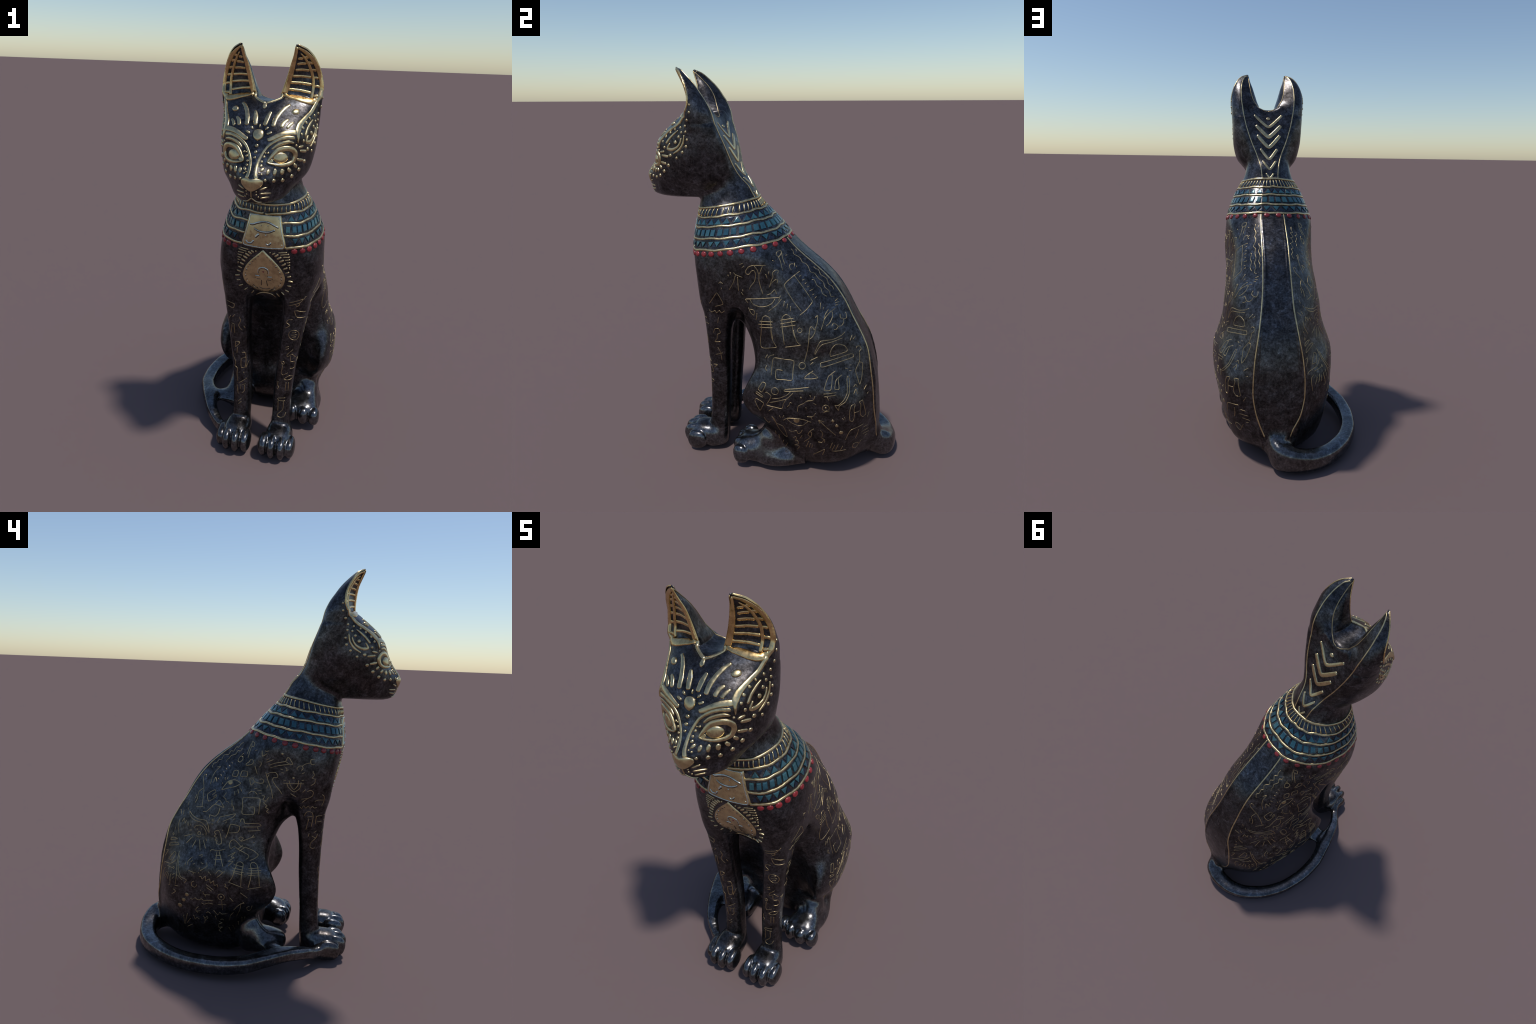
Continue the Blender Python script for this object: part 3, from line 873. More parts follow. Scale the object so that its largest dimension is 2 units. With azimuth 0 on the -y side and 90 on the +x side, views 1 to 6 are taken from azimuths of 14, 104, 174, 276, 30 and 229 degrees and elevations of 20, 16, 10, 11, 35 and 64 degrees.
rng = random.Random(11)
def pieces(n, spread=.12, a=.25):
    """start and end turns of n slots round the collar"""
    for k in range(n):
        j = rng.uniform(-spread, spread) / n
        yield crowd(k / n, a) + j, crowd((k + 1) / n, a) + j


for t0, t1 in pieces(48, .12, .35):                               # row 1: night-blue bars parted by gold ticks
    r = Relief(skin)
    r.ribbon([skin.collar(t0, q) for q in (.12, .35, .6, .88)], .0052, .0048); r.object('collar_tick', GOLD, collar)
    g = .22 * (t1 - t0); tile(t0 + g, t1 - g, .25, .78, 'rect', NIGHT, 'collar_bar', .0018)
for t0, t1 in pieces(30):                               # row 2: upright turquoise triangles between dark wedges
    g = .08 * (t1 - t0); tile(t0 + g, t1 - g, 1.24, 1.80, 'up', BLUE, 'collar_triangle')
    m = (t0 + t1) / 2; h = (t1 - t0) * .36; tile(t1 - h, t1 + h, 1.22, 1.64, 'down', NIGHT, 'collar_wedge', .0022)
for t0, t1 in pieces(43, .08, .28):                          # row 3: turquoise bricks
    g = .14 * (t1 - t0); tile(t0 + g, t1 - g, 2.24, 2.78, 'rect', BLUE, 'collar_brick')
for t0, t1 in pieces(36):                               # row 4: hanging turquoise triangles
    g = .12 * (t1 - t0); tile(t0 + g, t1 - g, 3.25, 3.72, 'down', BLUE, 'collar_triangle')
    m = (t0 + t1) / 2; h = (t1 - t0) * .34; tile(t1 - h, t1 + h, 3.36, 3.78, 'up', NIGHT, 'collar_wedge', .0022)
for t0, t1 in pieces(34, .06, .3):                          # red beads hanging under the collar
    t = (t0 + t1) / 2
    if not off_plate(t, 4, .012):
        continue
    p, n = skin.collar(t, 4); p, n = skin.near(p - Vector((0, 0, .0195)) + n * .004)
    r = Relief(skin); r.stud(p, n, .0158 * rng.uniform(.92, 1.06), .006, .88, 0, 16); r.object('collar_bead', RED, collar)

# ---------------------------------------------------------------- breast plate with the eye, and the ankh pendant
r = Relief(skin)
r.pad('F', [(0, 1291), (40, 1291), (73, 1288), (80, 1255), (92, 1200), (103, 1158), (104, 1143), (92, 1134), (50, 1130), (0, 1129), (-50, 1130), (-92, 1134), (-104, 1143), (-103, 1158),
            (-92, 1200), (-80, 1255), (-73, 1288), (-40, 1291)], .005, .0, soft=.35, centre=(0, 1205))
plate = r.object('breast_plate', GOLD, cat)
r = Relief(skin)
r.stroke('F', [(0, 1285), (64, 1282), (71, 1250), (83, 1200), (94, 1158), (92, 1143), (80, 1139), (0, 1136), (-80, 1139), (-92, 1143), (-94, 1158), (-83, 1200), (-71, 1250), (-64, 1282)], .0048, .0066, closed=True, soft=.4)
r.object('plate_border', PALE, plate)
r, cut = Relief(skin), Relief(skin)
for pts, w in (([(-69, 1240), (-53, 1240), (-30, 1250), (-5, 1257), (20, 1256), (43, 1245), (67, 1233)], (5, 7, 7.5, 7.5, 7.5, 6.5, 5)),
               ([(-46, 1225), (-27, 1215), (-1, 1211), (26, 1213), (52, 1224)], (5, 7, 7.5, 7, 5)), ([(-20, 1202), (-40, 1180)], (10, 6)),
               ([(-83, 1165), (-73, 1153), (-57, 1153), (-43, 1168)], (6, 7, 7, 6)), ([(12, 1158), (24, 1152), (38, 1165)], (5, 5, 5)),
               ([(-17, 1237), (-9, 1243)], (4, 4)), ([(14, 1244), (22, 1239)], (4, 4))):
    r.stroke('F', pts, [q * .001 for q in w], .0072)
    cut.stroke('F', [(a + 1, b - 2) for a, b in pts], [q * .00115 + .002 for q in w], .0061)
cut.object('emblem_underlay', DARK, plate)  # dark raised strokes added beneath the pale lines for contrast, nothing is engraved
for a, b, rad in ((11, 1197, 4.4), (85, 1155, 3.2), (-66, 1276, 3), (62, 1272, 3)):
    r.boss('F', a, b, rad / 1000, .0075)
r.object('eye_emblem', PALE, plate)

half = [(0, 1125), (10, 1115), (22, 1103), (45, 1080), (68, 1054), (86, 1029), (98, 1004), (104, 980), (99, 949), (79, 916), (46, 890), (0, 878)]
r = Relief(skin)
r.pad('F', half + [(-a, b) for a, b in half[-2:0:-1]], .006, .001, centre=(0, 985), soft=.8)
pendant = r.object('pendant', GOLD, cat)
r = Relief(skin)
r.stroke('F', [(-23, 994), (-27, 1010), (-20, 1026), (0, 1034), (20, 1026), (27, 1010), (23, 994)], [.003, .004, .0055, .006, .0055, .004, .003], .0092)
for s in (1, -1):
    r.stroke('F', [(44 * s, 985), (17 * s, 981)], [.004, .006], .009)
r.object('ankh_emblem', PALE, pendant)
r = Relief(skin)
for s in (1, -1):                                       # raised dark lines stand in for incised edges of ankh and rim dashes
    r.stroke('F', [(25 * s, 992), (16 * s, 981)], .005, .0078)
    r.stroke('F', [(22 * s, 996), (21 * s, 1012), (14 * s, 1024), (0, 1028)], .003, .0076)
    r.stroke('F', [(13 * s, 964), (40 * s, 964)], .0048, .0078)
    r.stroke('F', [(40 * s, 964), (44 * s, 976)], .004, .0078)
    r.stroke('F', [(12 * s, 963), (16 * s, 921)], .0045, .0078)
    for k in range(11):
        a, b = (84 - 5.6 * k) * .82 * s, 949 - 8.2 * k + .28 * k * k
        if k > 2:
            r.stroke('F', [(a, b - 6), (a * .94, b + 1)], .0025, .0078)
    for k, (a, b) in enumerate([(24, 1088), (38, 1074), (52, 1058), (66, 1042), (76, 1026), (84, 1008), (90, 990), (90, 972), (86, 954), (76, 936), (60, 918), (40, 904)]):
        r.stroke('F', [(a * s, b), ((a - 6) * s, b + (2 if k < 7 else 5))], .003, .0076)
r.stroke('F', [(-30, 914), (-12, 905), (0, 903), (12, 905), (30, 914)], .003, .0078)
r.object('pendant_dark_line', DARK, pendant)
r = Relief(skin)
for s in (1, -1):
    for a, b in ((62, 1048), (80, 1016), (87, 981), (81, 945), (50, 911)):
        r.boss('F', a * s, b, .0028, .0082)
r.object('pendant_glint', PALE, pendant)
r = Relief(skin); r.boss('F', 0, 1009, .0055, .0095); r.object('pendant_stone', RED, pendant)


def fringe(s):
    for (a, b), (c, d), w in (((30, 1112), (37, 1116), 8), ((42, 1105), (57, 1115), 9), ((53, 1095), (72, 1108), 10), ((64, 1083), (86, 1096), 10), ((75, 1069), (97, 1081), 10), ((86, 1051), (106, 1063), 10),
                              ((94, 1033), (115, 1042), 9), ((103, 1012), (123, 1019), 8), ((111, 992), (132, 997), 8), ((117, 972), (142, 967), 8), ((114, 946), (134, 943), 7), ((103, 921), (124, 911), 7),
                              ((84, 901), (100, 887), 6), ((57, 880), (72, 860), 6)):
        r = Relief(skin); r.stroke('F', [(a * s, b), ((a + c) / 2 * s, (b + d) / 2), (c * s, d)], [w * .00065, w * .001, w * .0008], .004); r.object('pendant_fringe', GOLD, collar)
    for (a, b), (c, d) in (((70, 1117), (111, 1121)), ((79, 1106), (121, 1112)), ((92, 1096), (124, 1097)), ((101, 1081), (126, 1084)), ((109, 1068), (127, 1070)), ((114, 1055), (127, 1057)), ((123, 1046), (124, 1033))):
        r = Relief(skin); r.stroke('F', [(a * s, b), ((a + c) / 2 * s, (b + d) / 2), (c * s, d)], .0052, .003); r.object('breast_dash', GOLD, collar)


both(fringe)
r = Relief(skin); r.stroke('F', [(-52, 850), (-30, 866), (-8, 873), (19, 872), (38, 864), (52, 849)], [.003, .005, .006, .006, .005, .003], .003); r.object('breast_arch', GOLD, TORSO_O)

# ---------------------------------------------------------------- gold lines down the back
for s, pts in ((1, [(61, 1206), (65, 1177), (68, 1077), (68, 980), (71, 882), (80, 784), (94, 688), (116, 551), (125, 445), (126, 365), (113, 285), (92, 219), (70, 165)]),
               (-1, [(61, 1206), (64, 1178), (69, 1076), (69, 979), (73, 860), (79, 770), (96, 665), (117, 552), (127, 451), (125, 349), (104, 264), (70, 199), (55, 160)])):
    r = Relief(skin); r.stroke('B', mir(pts, s), .0066, .0024); r.object('back_line', GOLD, TORSO_O)

# ---------------------------------------------------------------- the writing on flanks and forelegs
# key sign
sign('R', [(63, 1129), (51, 1142), (54, 1154), (65, 1158), (72, 1150), (70, 1139), (63, 1129), (73, 1109), (87, 1070)], [(72, 1150), (79, 1124), (93, 1095)], [(91, 1132), (97, 1135)],
     [(38, 1120), (49, 1114)])
# hook sign
sign('R', [(125, 1067), (115, 1080), (115, 1091), (123, 1094), (131, 1091)], [(134, 1098), (136, 1079)], [(145, 1084), (145, 1077)])
# water ripple
sign('R', [(110, 1155), (119, 1146), (125, 1132), (141, 1122), (155, 1112), (167, 1095), (185, 1085), (197, 1072), (209, 1050), (228, 1042), (241, 1027), (251, 1016), (272, 999), (281, 977), (302, 957), (313, 932), (328, 929)], [(220, 1069), (231, 1060), (244, 1054), (256, 1033), (285, 1012), (296, 988), (315, 974), (323, 959)], [(220, 1017), (231, 1014), (245, 990), (264, 974), (274, 950), (295, 935)],
     [(128, 1152), (136, 1140)])
# cartouche
sign('R', [(163, 1060), (140, 1044), (108, 1017), (99, 1000), (120, 964), (152, 920), (186, 882)], [(140, 1044), (184, 989), (226, 933), (232, 919), (207, 887), (179, 864)], [(162, 1036), (172, 1043)],
     [(177, 1019), (189, 1024)], [(190, 1002), (200, 1009)], [(202, 987), (213, 992)],
     [(214, 969), (232, 977)], [(229, 950), (238, 956)], [(240, 934), (250, 944)])
# serpent
sign('R', [(30, 993), (35, 1007), (45, 1020), (58, 1030), (68, 1028), (65, 1012)], [(30, 993), (39, 1026), (46, 1044), (43, 1063), (56, 1075), (69, 1072), (65, 1057)], [(13, 1058), (20, 1036)],
     [(27, 1071), (25, 1056)])
# crook bird
sign('R', [(13, 1101), (-44, 1102), (-68, 1093), (-80, 1074), (-77, 1060), (-65, 1058), (-53, 1074), (-40, 1076), (-33, 1055), (-39, 1023), (-57, 998), (-64, 982)], [(-40, 1099), (-26, 1080), (-18, 1058), (-2, 1099)], [(-18, 1058), (-18, 1026), (-10, 992), (2, 959)])
# gate sign
sign('R', [(-137, 1065), (-128, 1055), (-95, 1042)], [(-129, 1050), (-139, 1015), (-160, 977)], [(-118, 1044), (-117, 1013), (-114, 974)],
     [(-165, 1053), (-162, 1044)], [(-154, 1065), (-152, 1053)], [(-111, 1103), (-93, 1113)],
     [(-99, 1088), (-87, 1100)], [(-214, 1004), (-204, 1014), (-190, 1006)], [(-200, 985), (-197, 976)],
     [(-94, 981), (-93, 970)], [(-100, 967), (-91, 953)])
# bowl
sign('R', [(-83, 934), (-4, 939), (81, 945)], [(-60, 933), (-43, 910), (-12, 899), (18, 902), (45, 916), (59, 939)], [(-83, 934), (-68, 915)],
     [(83, 954), (76, 929)], [(90, 939), (66, 908), (30, 879)], [(19, 956), (37, 963), (54, 981), (61, 973), (65, 960)])
# drop sign
sign('R', [(-66, 892), (-55, 868), (-41, 856), (-35, 870), (-41, 882), (-60, 885)], [(-24, 866), (-26, 848), (-29, 831)], [(104, 929), (101, 904)],
     [(120, 917), (117, 894)], [(135, 906), (134, 882)], [(270, 914), (270, 884)],
     [(286, 894), (282, 881)], [(332, 908), (345, 919)], [(335, 900), (353, 904)],
     [(336, 890), (349, 893)])
# pillar
sign('R', [(-5, 759), (-1, 798), (1, 837), (5, 850), (17, 857), (33, 852), (41, 839), (48, 785), (58, 745)], [(-14, 828), (57, 829)], [(-20, 812), (54, 815)],
     [(-12, 797), (56, 801)], [(105, 774), (101, 804), (97, 846), (104, 861), (117, 867), (131, 861), (141, 846), (151, 797), (163, 758)], [(88, 839), (153, 851)],
     [(88, 821), (163, 838)], [(90, 806), (165, 819)])
sign('R', [(-2, 783), (-8, 728), (-6, 699), (8, 691), (78, 707)], [(46, 790), (50, 757), (61, 732), (78, 707)], [(103, 794), (109, 755), (115, 723)],
     [(117, 711), (193, 724)], [(154, 796), (162, 769), (175, 740), (193, 724)])
# flail
sign('R', [(250, 850), (262, 860), (262, 825), (252, 797), (240, 811), (231, 806), (229, 777), (228, 747)], [(256, 802), (254, 782), (243, 762), (231, 753)], rings=((184, 795, 10.8),))
sign('R', [(228, 781), (229, 754), (225, 702), (212, 641)], rings=((204, 625, 15.5),))
# leaf sign
sign('R', [(309, 881), (295, 859), (291, 833), (288, 816), (281, 790)], [(338, 878), (314, 864), (299, 848), (291, 833)], [(325, 866), (328, 842), (319, 820), (303, 807)],
     [(328, 801), (337, 815), (357, 797), (350, 785), (341, 786)], [(357, 797), (372, 796), (380, 806), (380, 823), (391, 824), (391, 839), (384, 851)], [(361, 849), (364, 832), (380, 823)])
# roof sign
sign('R', [(391, 767), (376, 754), (342, 744), (286, 742), (272, 721), (260, 691), (261, 679), (277, 709), (295, 726), (339, 733), (382, 742)], [(425, 746), (416, 721)], [(440, 738), (428, 724)])
# loaf sign
sign('R', [(332, 663), (329, 680), (337, 702), (351, 716), (369, 716), (393, 704), (407, 684), (404, 675), (372, 669), (332, 663)], [(288, 637), (295, 618), (364, 631), (436, 644), (427, 661), (359, 650), (288, 637)])
# kite sign
sign('R', [(447, 681), (452, 690), (465, 687), (471, 672), (463, 662), (467, 639), (466, 615), (452, 579), (464, 543), (476, 512), (483, 545), (482, 605), (466, 615)], [(404, 600), (417, 596)], [(422, 609), (431, 610)],
     [(423, 585), (434, 584)])
# square spiral
sign('R', [(57, 569), (58, 608), (64, 652), (111, 652), (162, 647), (162, 606), (160, 559), (122, 558), (83, 558), (79, 595), (88, 600), (114, 599)], [(21, 644), (31, 663)], [(34, 647), (46, 661), (67, 669)],
     [(32, 611), (24, 598), (36, 586)])
# shell sign
sign('R', [(218, 571), (227, 582), (245, 595), (261, 590), (282, 574), (267, 570), (248, 568), (218, 568)], [(233, 584), (258, 604)], [(239, 649), (275, 666)],
     [(240, 630), (256, 643)])
# boots sign
sign('R', [(314, 520), (322, 553), (331, 578), (346, 582), (348, 571), (346, 519), (314, 520)], [(331, 578), (361, 597)], [(363, 520), (365, 552), (375, 564), (379, 543), (383, 517), (363, 520)],
     [(366, 558), (391, 575)], [(313, 502), (373, 505)], [(316, 488), (372, 494)],
     [(331, 487), (341, 468)])
# feather crook
sign('R', [(426, 553), (418, 564), (415, 552), (420, 517), (421, 490), (408, 464), (386, 443), (369, 443), (377, 430), (387, 416), (390, 438), (416, 455), (430, 484), (430, 518), (426, 553)], [(448, 509), (457, 519), (465, 504)], [(451, 478), (460, 498), (468, 474)],
     [(509, 500), (496, 480)], [(520, 462), (512, 456)])
# tool sign
sign('R', [(-6, 497), (15, 533), (34, 527), (15, 485), (-6, 497)], [(-17, 474), (-10, 482), (21, 467), (17, 460), (-17, 474)], [(-21, 431), (-14, 446), (25, 430), (16, 404), (4, 382), (-21, 431)], rings=((81, 501, 17.4),))
# boat sign
sign('R', [(31, 484), (40, 490), (63, 475), (51, 444), (40, 422), (78, 417), (117, 414), (125, 441), (139, 467), (170, 500)], [(221, 515), (130, 506), (131, 515), (173, 521), (247, 533)], [(66, 460), (103, 468), (139, 487), (158, 507)],
     [(55, 438), (95, 451), (139, 467)], [(74, 412), (50, 388)])
# cloud sign
sign('R', [(142, 425), (152, 437), (157, 451), (167, 448)], [(192, 401), (196, 434), (219, 449), (237, 464), (266, 470), (275, 492)], [(251, 495), (256, 483)],
     [(268, 454), (284, 446)], [(233, 432), (235, 418)], dots=((209, 481, 4.9),))
# disc sign
sign('R', [(314, 403), (329, 410), (345, 410)], dots=((327, 431, 5.0),), rings=((327, 429, 16.7),))
# vessel pair
sign('R', [(458, 437), (444, 430), (438, 397), (441, 355), (455, 347), (461, 373), (458, 410), (462, 432), (458, 437)], [(494, 440), (480, 436), (488, 421), (487, 375), (499, 352), (512, 358), (504, 403), (494, 440)], [(460, 391), (486, 393)],
     [(528, 357), (520, 332)], [(406, 371), (414, 359)], [(415, 377), (420, 363)])
# eye sign
sign('R', [(122, 345), (143, 360), (188, 363), (228, 358), (260, 346)], [(143, 355), (163, 335), (195, 320), (219, 325), (244, 350)], [(104, 373), (110, 359)],
     [(119, 362), (127, 376)], [(238, 378), (259, 377), (271, 385), (279, 400)], [(259, 377), (264, 361)], dots=((188, 352, 15.2),))
# arrow sign
sign('R', [(295, 360), (377, 270)], [(301, 340), (295, 360), (323, 351)], dots=((362, 357, 7.6), (381, 328, 8.5), (402, 286, 10.8),))
# reed leaf
sign('R', [(66, 358), (72, 349), (87, 321), (120, 305), (130, 268), (134, 223), (120, 226), (99, 269), (80, 342), (66, 358)], [(23, 342), (34, 321), (46, 308), (55, 326)], [(69, 234), (70, 213)],
     [(86, 213), (87, 185)], [(110, 179), (102, 157)], [(132, 166), (117, 134)])
# scroll sign
sign('R', [(148, 284), (160, 274), (186, 285), (193, 265), (206, 273), (215, 295)], [(213, 256), (200, 231)], [(165, 226), (179, 240), (184, 226), (175, 207), (190, 208), (191, 189), (170, 171), (188, 175), (194, 164), (181, 139)])
# figure sign
sign('R', [(271, 306), (255, 293), (242, 267), (256, 251), (261, 280), (251, 290)], [(220, 212), (246, 238), (254, 251)], [(245, 220), (229, 171)],
     [(253, 207), (246, 175)], [(265, 200), (258, 175)], [(303, 300), (315, 279), (309, 251), (323, 239), (323, 219)],
     [(291, 221), (311, 221), (321, 244)])
# table sign
sign('R', [(422, 236), (447, 294), (504, 305)], [(483, 285), (478, 256), (468, 229)], [(503, 283), (524, 281)],
     [(496, 257), (528, 257)], [(502, 237), (531, 235)], [(512, 216), (524, 221)])
# tally sign
sign('R', [(361, 221), (349, 181)], [(373, 207), (361, 164), (427, 166)], [(389, 207), (376, 170)],
     [(411, 196), (399, 168)], [(497, 198), (484, 176), (469, 155), (456, 170), (461, 193), (477, 192), (488, 176)], [(263, 124), (289, 146), (323, 173), (312, 131)])
# shoulder eye
sign('R', [(-274, 887), (-247, 925), (-225, 955), (-207, 927), (-197, 897), (-245, 874)], [(-279, 850), (-267, 838), (-248, 849), (-240, 837), (-224, 853), (-214, 840), (-194, 856)], [(-233, 810), (-239, 778)],
     [(-268, 718), (-257, 743), (-236, 745), (-230, 722), (-247, 711), (-250, 687), (-264, 666), (-232, 669)], [(-266, 588), (-227, 601)], [(-251, 634), (-239, 606), (-234, 558)],
     [(-285, 526), (-260, 526), (-282, 507)])
# water ripple
sign('L', [(116, 1142), (132, 1127), (140, 1114), (154, 1113), (166, 1092), (182, 1091), (194, 1072), (219, 1066), (230, 1044), (244, 1041), (257, 1024), (273, 1018), (281, 996)], [(118, 1113), (128, 1098), (142, 1098), (152, 1081), (165, 1075), (177, 1070), (186, 1056), (196, 1049), (201, 1037)])
# key sign
sign('L', [(67, 1130), (66, 1155), (51, 1147), (56, 1131), (67, 1130), (73, 1111), (81, 1074)], [(71, 1143), (80, 1117), (88, 1091)], [(47, 1114), (33, 1120)])
# six sign
sign('L', [(109, 1091), (128, 1070), (135, 1053), (123, 1048), (108, 1063), (112, 1077), (124, 1073)], [(88, 1037), (87, 1046), (73, 1057), (66, 1069), (54, 1069), (49, 1059), (58, 1046), (78, 1040), (88, 1037)])
# corner sign
sign('L', [(8, 1122), (5, 1094), (-18, 1108)], [(-6, 1122), (-16, 1119), (-27, 1124)], [(23, 1071), (19, 1059)],
     [(13, 1067), (9, 1054), (18, 1036)], [(42, 1042), (27, 1000)], dots=((-95, 1115, 6.0),))
# tick row
sign('L', [(170, 1042), (162, 1035)], [(183, 1026), (174, 1018)], [(198, 1009), (190, 1003)],
     [(211, 993), (204, 987)], [(225, 975), (216, 967)], [(237, 956), (230, 950)])
# bow sign
sign('L', [(251, 1004), (231, 1009), (255, 985), (271, 953), (277, 918)], [(260, 930), (252, 955), (240, 937)])
# square pair
sign('L', [(158, 977), (152, 1000), (138, 1008), (125, 1004), (133, 979), (158, 977)], [(115, 981), (107, 1008), (78, 1008), (81, 983), (115, 981)])
# eye sign
sign('L', [(210, 904), (190, 934), (174, 951), (142, 961), (110, 948), (135, 930), (171, 918), (210, 904)], [(197, 966), (194, 952)], [(178, 971), (186, 957)],
     [(210, 940), (206, 932)], [(139, 907), (136, 886)], [(123, 920), (118, 897)],
     [(109, 927), (103, 908)], dots=((165, 946, 13.2),))
# crook sign
sign('L', [(308, 946), (310, 958), (322, 954), (324, 935), (313, 890), (310, 848), (312, 807)], [(347, 796), (303, 807)], [(316, 893), (342, 869), (346, 836), (357, 813)],
     [(352, 856), (360, 832)])
# card sign
sign('L', [(260, 871), (241, 888), (248, 898), (286, 871), (276, 839), (235, 868), (237, 877), (252, 861)], [(181, 895), (194, 875), (191, 868), (183, 866), (179, 853), (169, 853), (163, 844)], [(150, 866), (146, 827)],
     [(140, 837), (135, 809)])
# bird sign
sign('L', [(238, 831), (215, 854), (189, 822), (238, 831), (270, 801), (284, 788), (304, 784)], [(210, 818), (216, 791), (233, 773), (263, 775), (262, 760)])
# square spiral
sign('L', [(9, 803), (7, 842), (7, 883), (52, 883), (93, 879), (92, 838), (92, 800), (34, 803), (34, 838), (57, 837)])
# zigzag
sign('L', [(-2, 899), (-17, 897), (-9, 879), (-26, 875), (-13, 864), (-31, 850), (-22, 842), (-38, 833), (-29, 821), (-42, 811)], [(-39, 895), (-26, 877)], [(39, 929), (22, 933)],
     [(23, 923), (0, 923)], [(13, 909), (-1, 910)], [(67, 902), (52, 915), (34, 913), (20, 901)])
# fish sign
sign('L', [(38, 963), (56, 944), (64, 968), (53, 982), (38, 963), (14, 958), (-4, 961), (-7, 975), (3, 980), (15, 977)])
# crook bird
sign('L', [(-15, 1016), (-28, 977), (-46, 937), (-58, 887)], [(-19, 1005), (-42, 1017), (-65, 1019), (-77, 1005), (-74, 995), (-58, 994), (-51, 980), (-68, 955), (-88, 934), (-103, 914)], [(-24, 988), (-33, 1006)],
     [(-31, 955), (-23, 935)])
# arm sign
sign('L', [(-27, 1050), (-59, 1065), (-111, 1079), (-120, 1098), (-129, 1097), (-148, 1068), (-131, 1068), (-111, 1079)], [(-35, 1039), (-78, 1055), (-142, 1068)], [(-14, 1076), (-31, 1086)],
     [(-16, 1065), (-52, 1083)], [(-113, 1049), (-121, 1042), (-116, 1032)], [(-87, 1039), (-102, 1036)],
     [(-93, 1022), (-109, 1021)], [(-114, 1030), (-129, 1039)])
# clasp sign
sign('L', [(-254, 1098), (-235, 1094), (-235, 1077), (-242, 1070), (-257, 1074)], [(-234, 1079), (-209, 1072), (-195, 1062), (-180, 1061), (-169, 1047), (-172, 1042)], [(-195, 1062), (-199, 1049), (-190, 1039)],
     [(-208, 1031), (-193, 1022)], [(-248, 1040), (-250, 1028), (-258, 1021), (-246, 1004), (-261, 998), (-259, 979), (-241, 965)])
# shield sign
sign('L', [(-104, 970), (-209, 974)], [(-122, 975), (-131, 953), (-160, 930), (-188, 949), (-193, 982)], [(-133, 988), (-142, 961), (-160, 941), (-178, 964), (-181, 991)],
     [(-105, 985), (-120, 986)], [(-195, 990), (-208, 993)], [(-144, 921), (-173, 904)],
     [(-218, 946), (-202, 928)], dots=((-155, 1000, 6.0),))
# nine sign
sign('L', [(-201, 874), (-230, 898), (-251, 910), (-256, 931), (-242, 942), (-224, 934)], [(-198, 893), (-230, 899)], [(-192, 850), (-202, 840), (-211, 856), (-223, 843), (-234, 855), (-244, 843), (-255, 854), (-265, 846), (-278, 850)],
     [(-300, 918), (-310, 909), (-310, 881), (-300, 856)], [(-309, 889), (-283, 890), (-264, 881)])
# leg figure
sign('L', [(-216, 799), (-226, 819), (-239, 827), (-257, 819), (-262, 794), (-255, 743)], [(-231, 794), (-258, 802)], [(-241, 789), (-234, 750), (-229, 724)],
     [(-275, 757), (-279, 801), (-307, 805)], [(-280, 772), (-305, 774)], [(-283, 723), (-269, 710)],
     [(-247, 707), (-243, 685)], [(-260, 693), (-282, 683), (-290, 706)], [(-282, 683), (-258, 654), (-255, 632), (-268, 622), (-279, 629)])
# horn sign
sign('L', [(445, 760), (434, 736)], [(423, 759), (422, 739)], [(396, 811), (400, 790)],
     [(394, 781), (395, 766)], [(387, 767), (379, 747), (350, 732), (307, 730), (284, 716), (261, 686), (268, 723), (282, 745), (327, 743), (362, 751), (387, 767)])
# plough sign
sign('L', [(221, 743), (211, 761), (204, 774), (165, 786), (127, 797), (140, 779), (190, 753)], [(126, 775), (141, 763)], [(171, 757), (174, 745)],
     [(441, 714), (449, 679), (439, 642)], [(426, 704), (414, 725), (406, 702), (398, 720)], [(389, 714), (385, 693)],
     [(372, 709), (368, 699)], [(468, 668), (464, 654)], dots=((246, 733, 3.9),), rings=((243, 753, 5.9),))
# flag sign
sign('L', [(172, 670), (160, 703), (148, 744), (102, 737), (110, 708), (159, 699)], dots=((189, 708, 3.9),))
# bench sign
sign('L', [(99, 757), (96, 774), (83, 775), (76, 755), (41, 756), (9, 757), (-5, 745), (14, 739), (84, 737)], [(14, 739), (8, 723)], [(58, 717), (-4, 721)])
# sun sign
sign('L', [(349, 690), (338, 706), (316, 714), (293, 708), (277, 685), (278, 668)], [(334, 657), (316, 654), (305, 659)], [(406, 637), (353, 662)],
     [(387, 609), (352, 649)], [(350, 599), (330, 639)], [(311, 645), (302, 592)],
     [(291, 647), (273, 606)], [(277, 655), (271, 643)], [(376, 674), (360, 680)], dots=((328, 691, 3.2), (305, 697, 3.2), (294, 672, 3.2),), rings=((316, 673, 8.8),))
# feather sign
sign('L', [(231, 697), (211, 706), (199, 686), (191, 645), (204, 636), (219, 641), (214, 653), (226, 655), (219, 667), (232, 673), (222, 683), (230, 689), (231, 697)])
# loaf sign
sign('L', [(491, 598), (482, 610), (462, 616), (446, 613), (491, 596)], [(498, 565), (486, 582), (448, 596), (432, 590), (498, 565)], rings=((475, 630, 5.0),))
# stool sign
sign('L', [(248, 597), (239, 607), (206, 606), (169, 618)], [(211, 602), (213, 577), (215, 535)], [(200, 605), (191, 579), (173, 534)],
     [(218, 583), (188, 586)], [(224, 563), (180, 568)])
# vulture sign
sign('L', [(143, 622), (150, 642), (142, 662), (126, 668), (110, 657), (89, 638), (62, 634), (27, 621), (1, 600), (16, 584), (42, 573)], [(143, 622), (132, 629), (122, 636), (104, 624), (76, 612), (48, 598), (51, 584), (62, 578)], [(97, 614), (66, 638)],
     [(104, 624), (80, 645)])
# arm sign
sign('L', [(91, 663), (103, 677), (94, 685), (80, 679), (91, 663), (38, 685), (21, 688)], [(38, 685), (27, 700)], [(31, 658), (22, 661)])
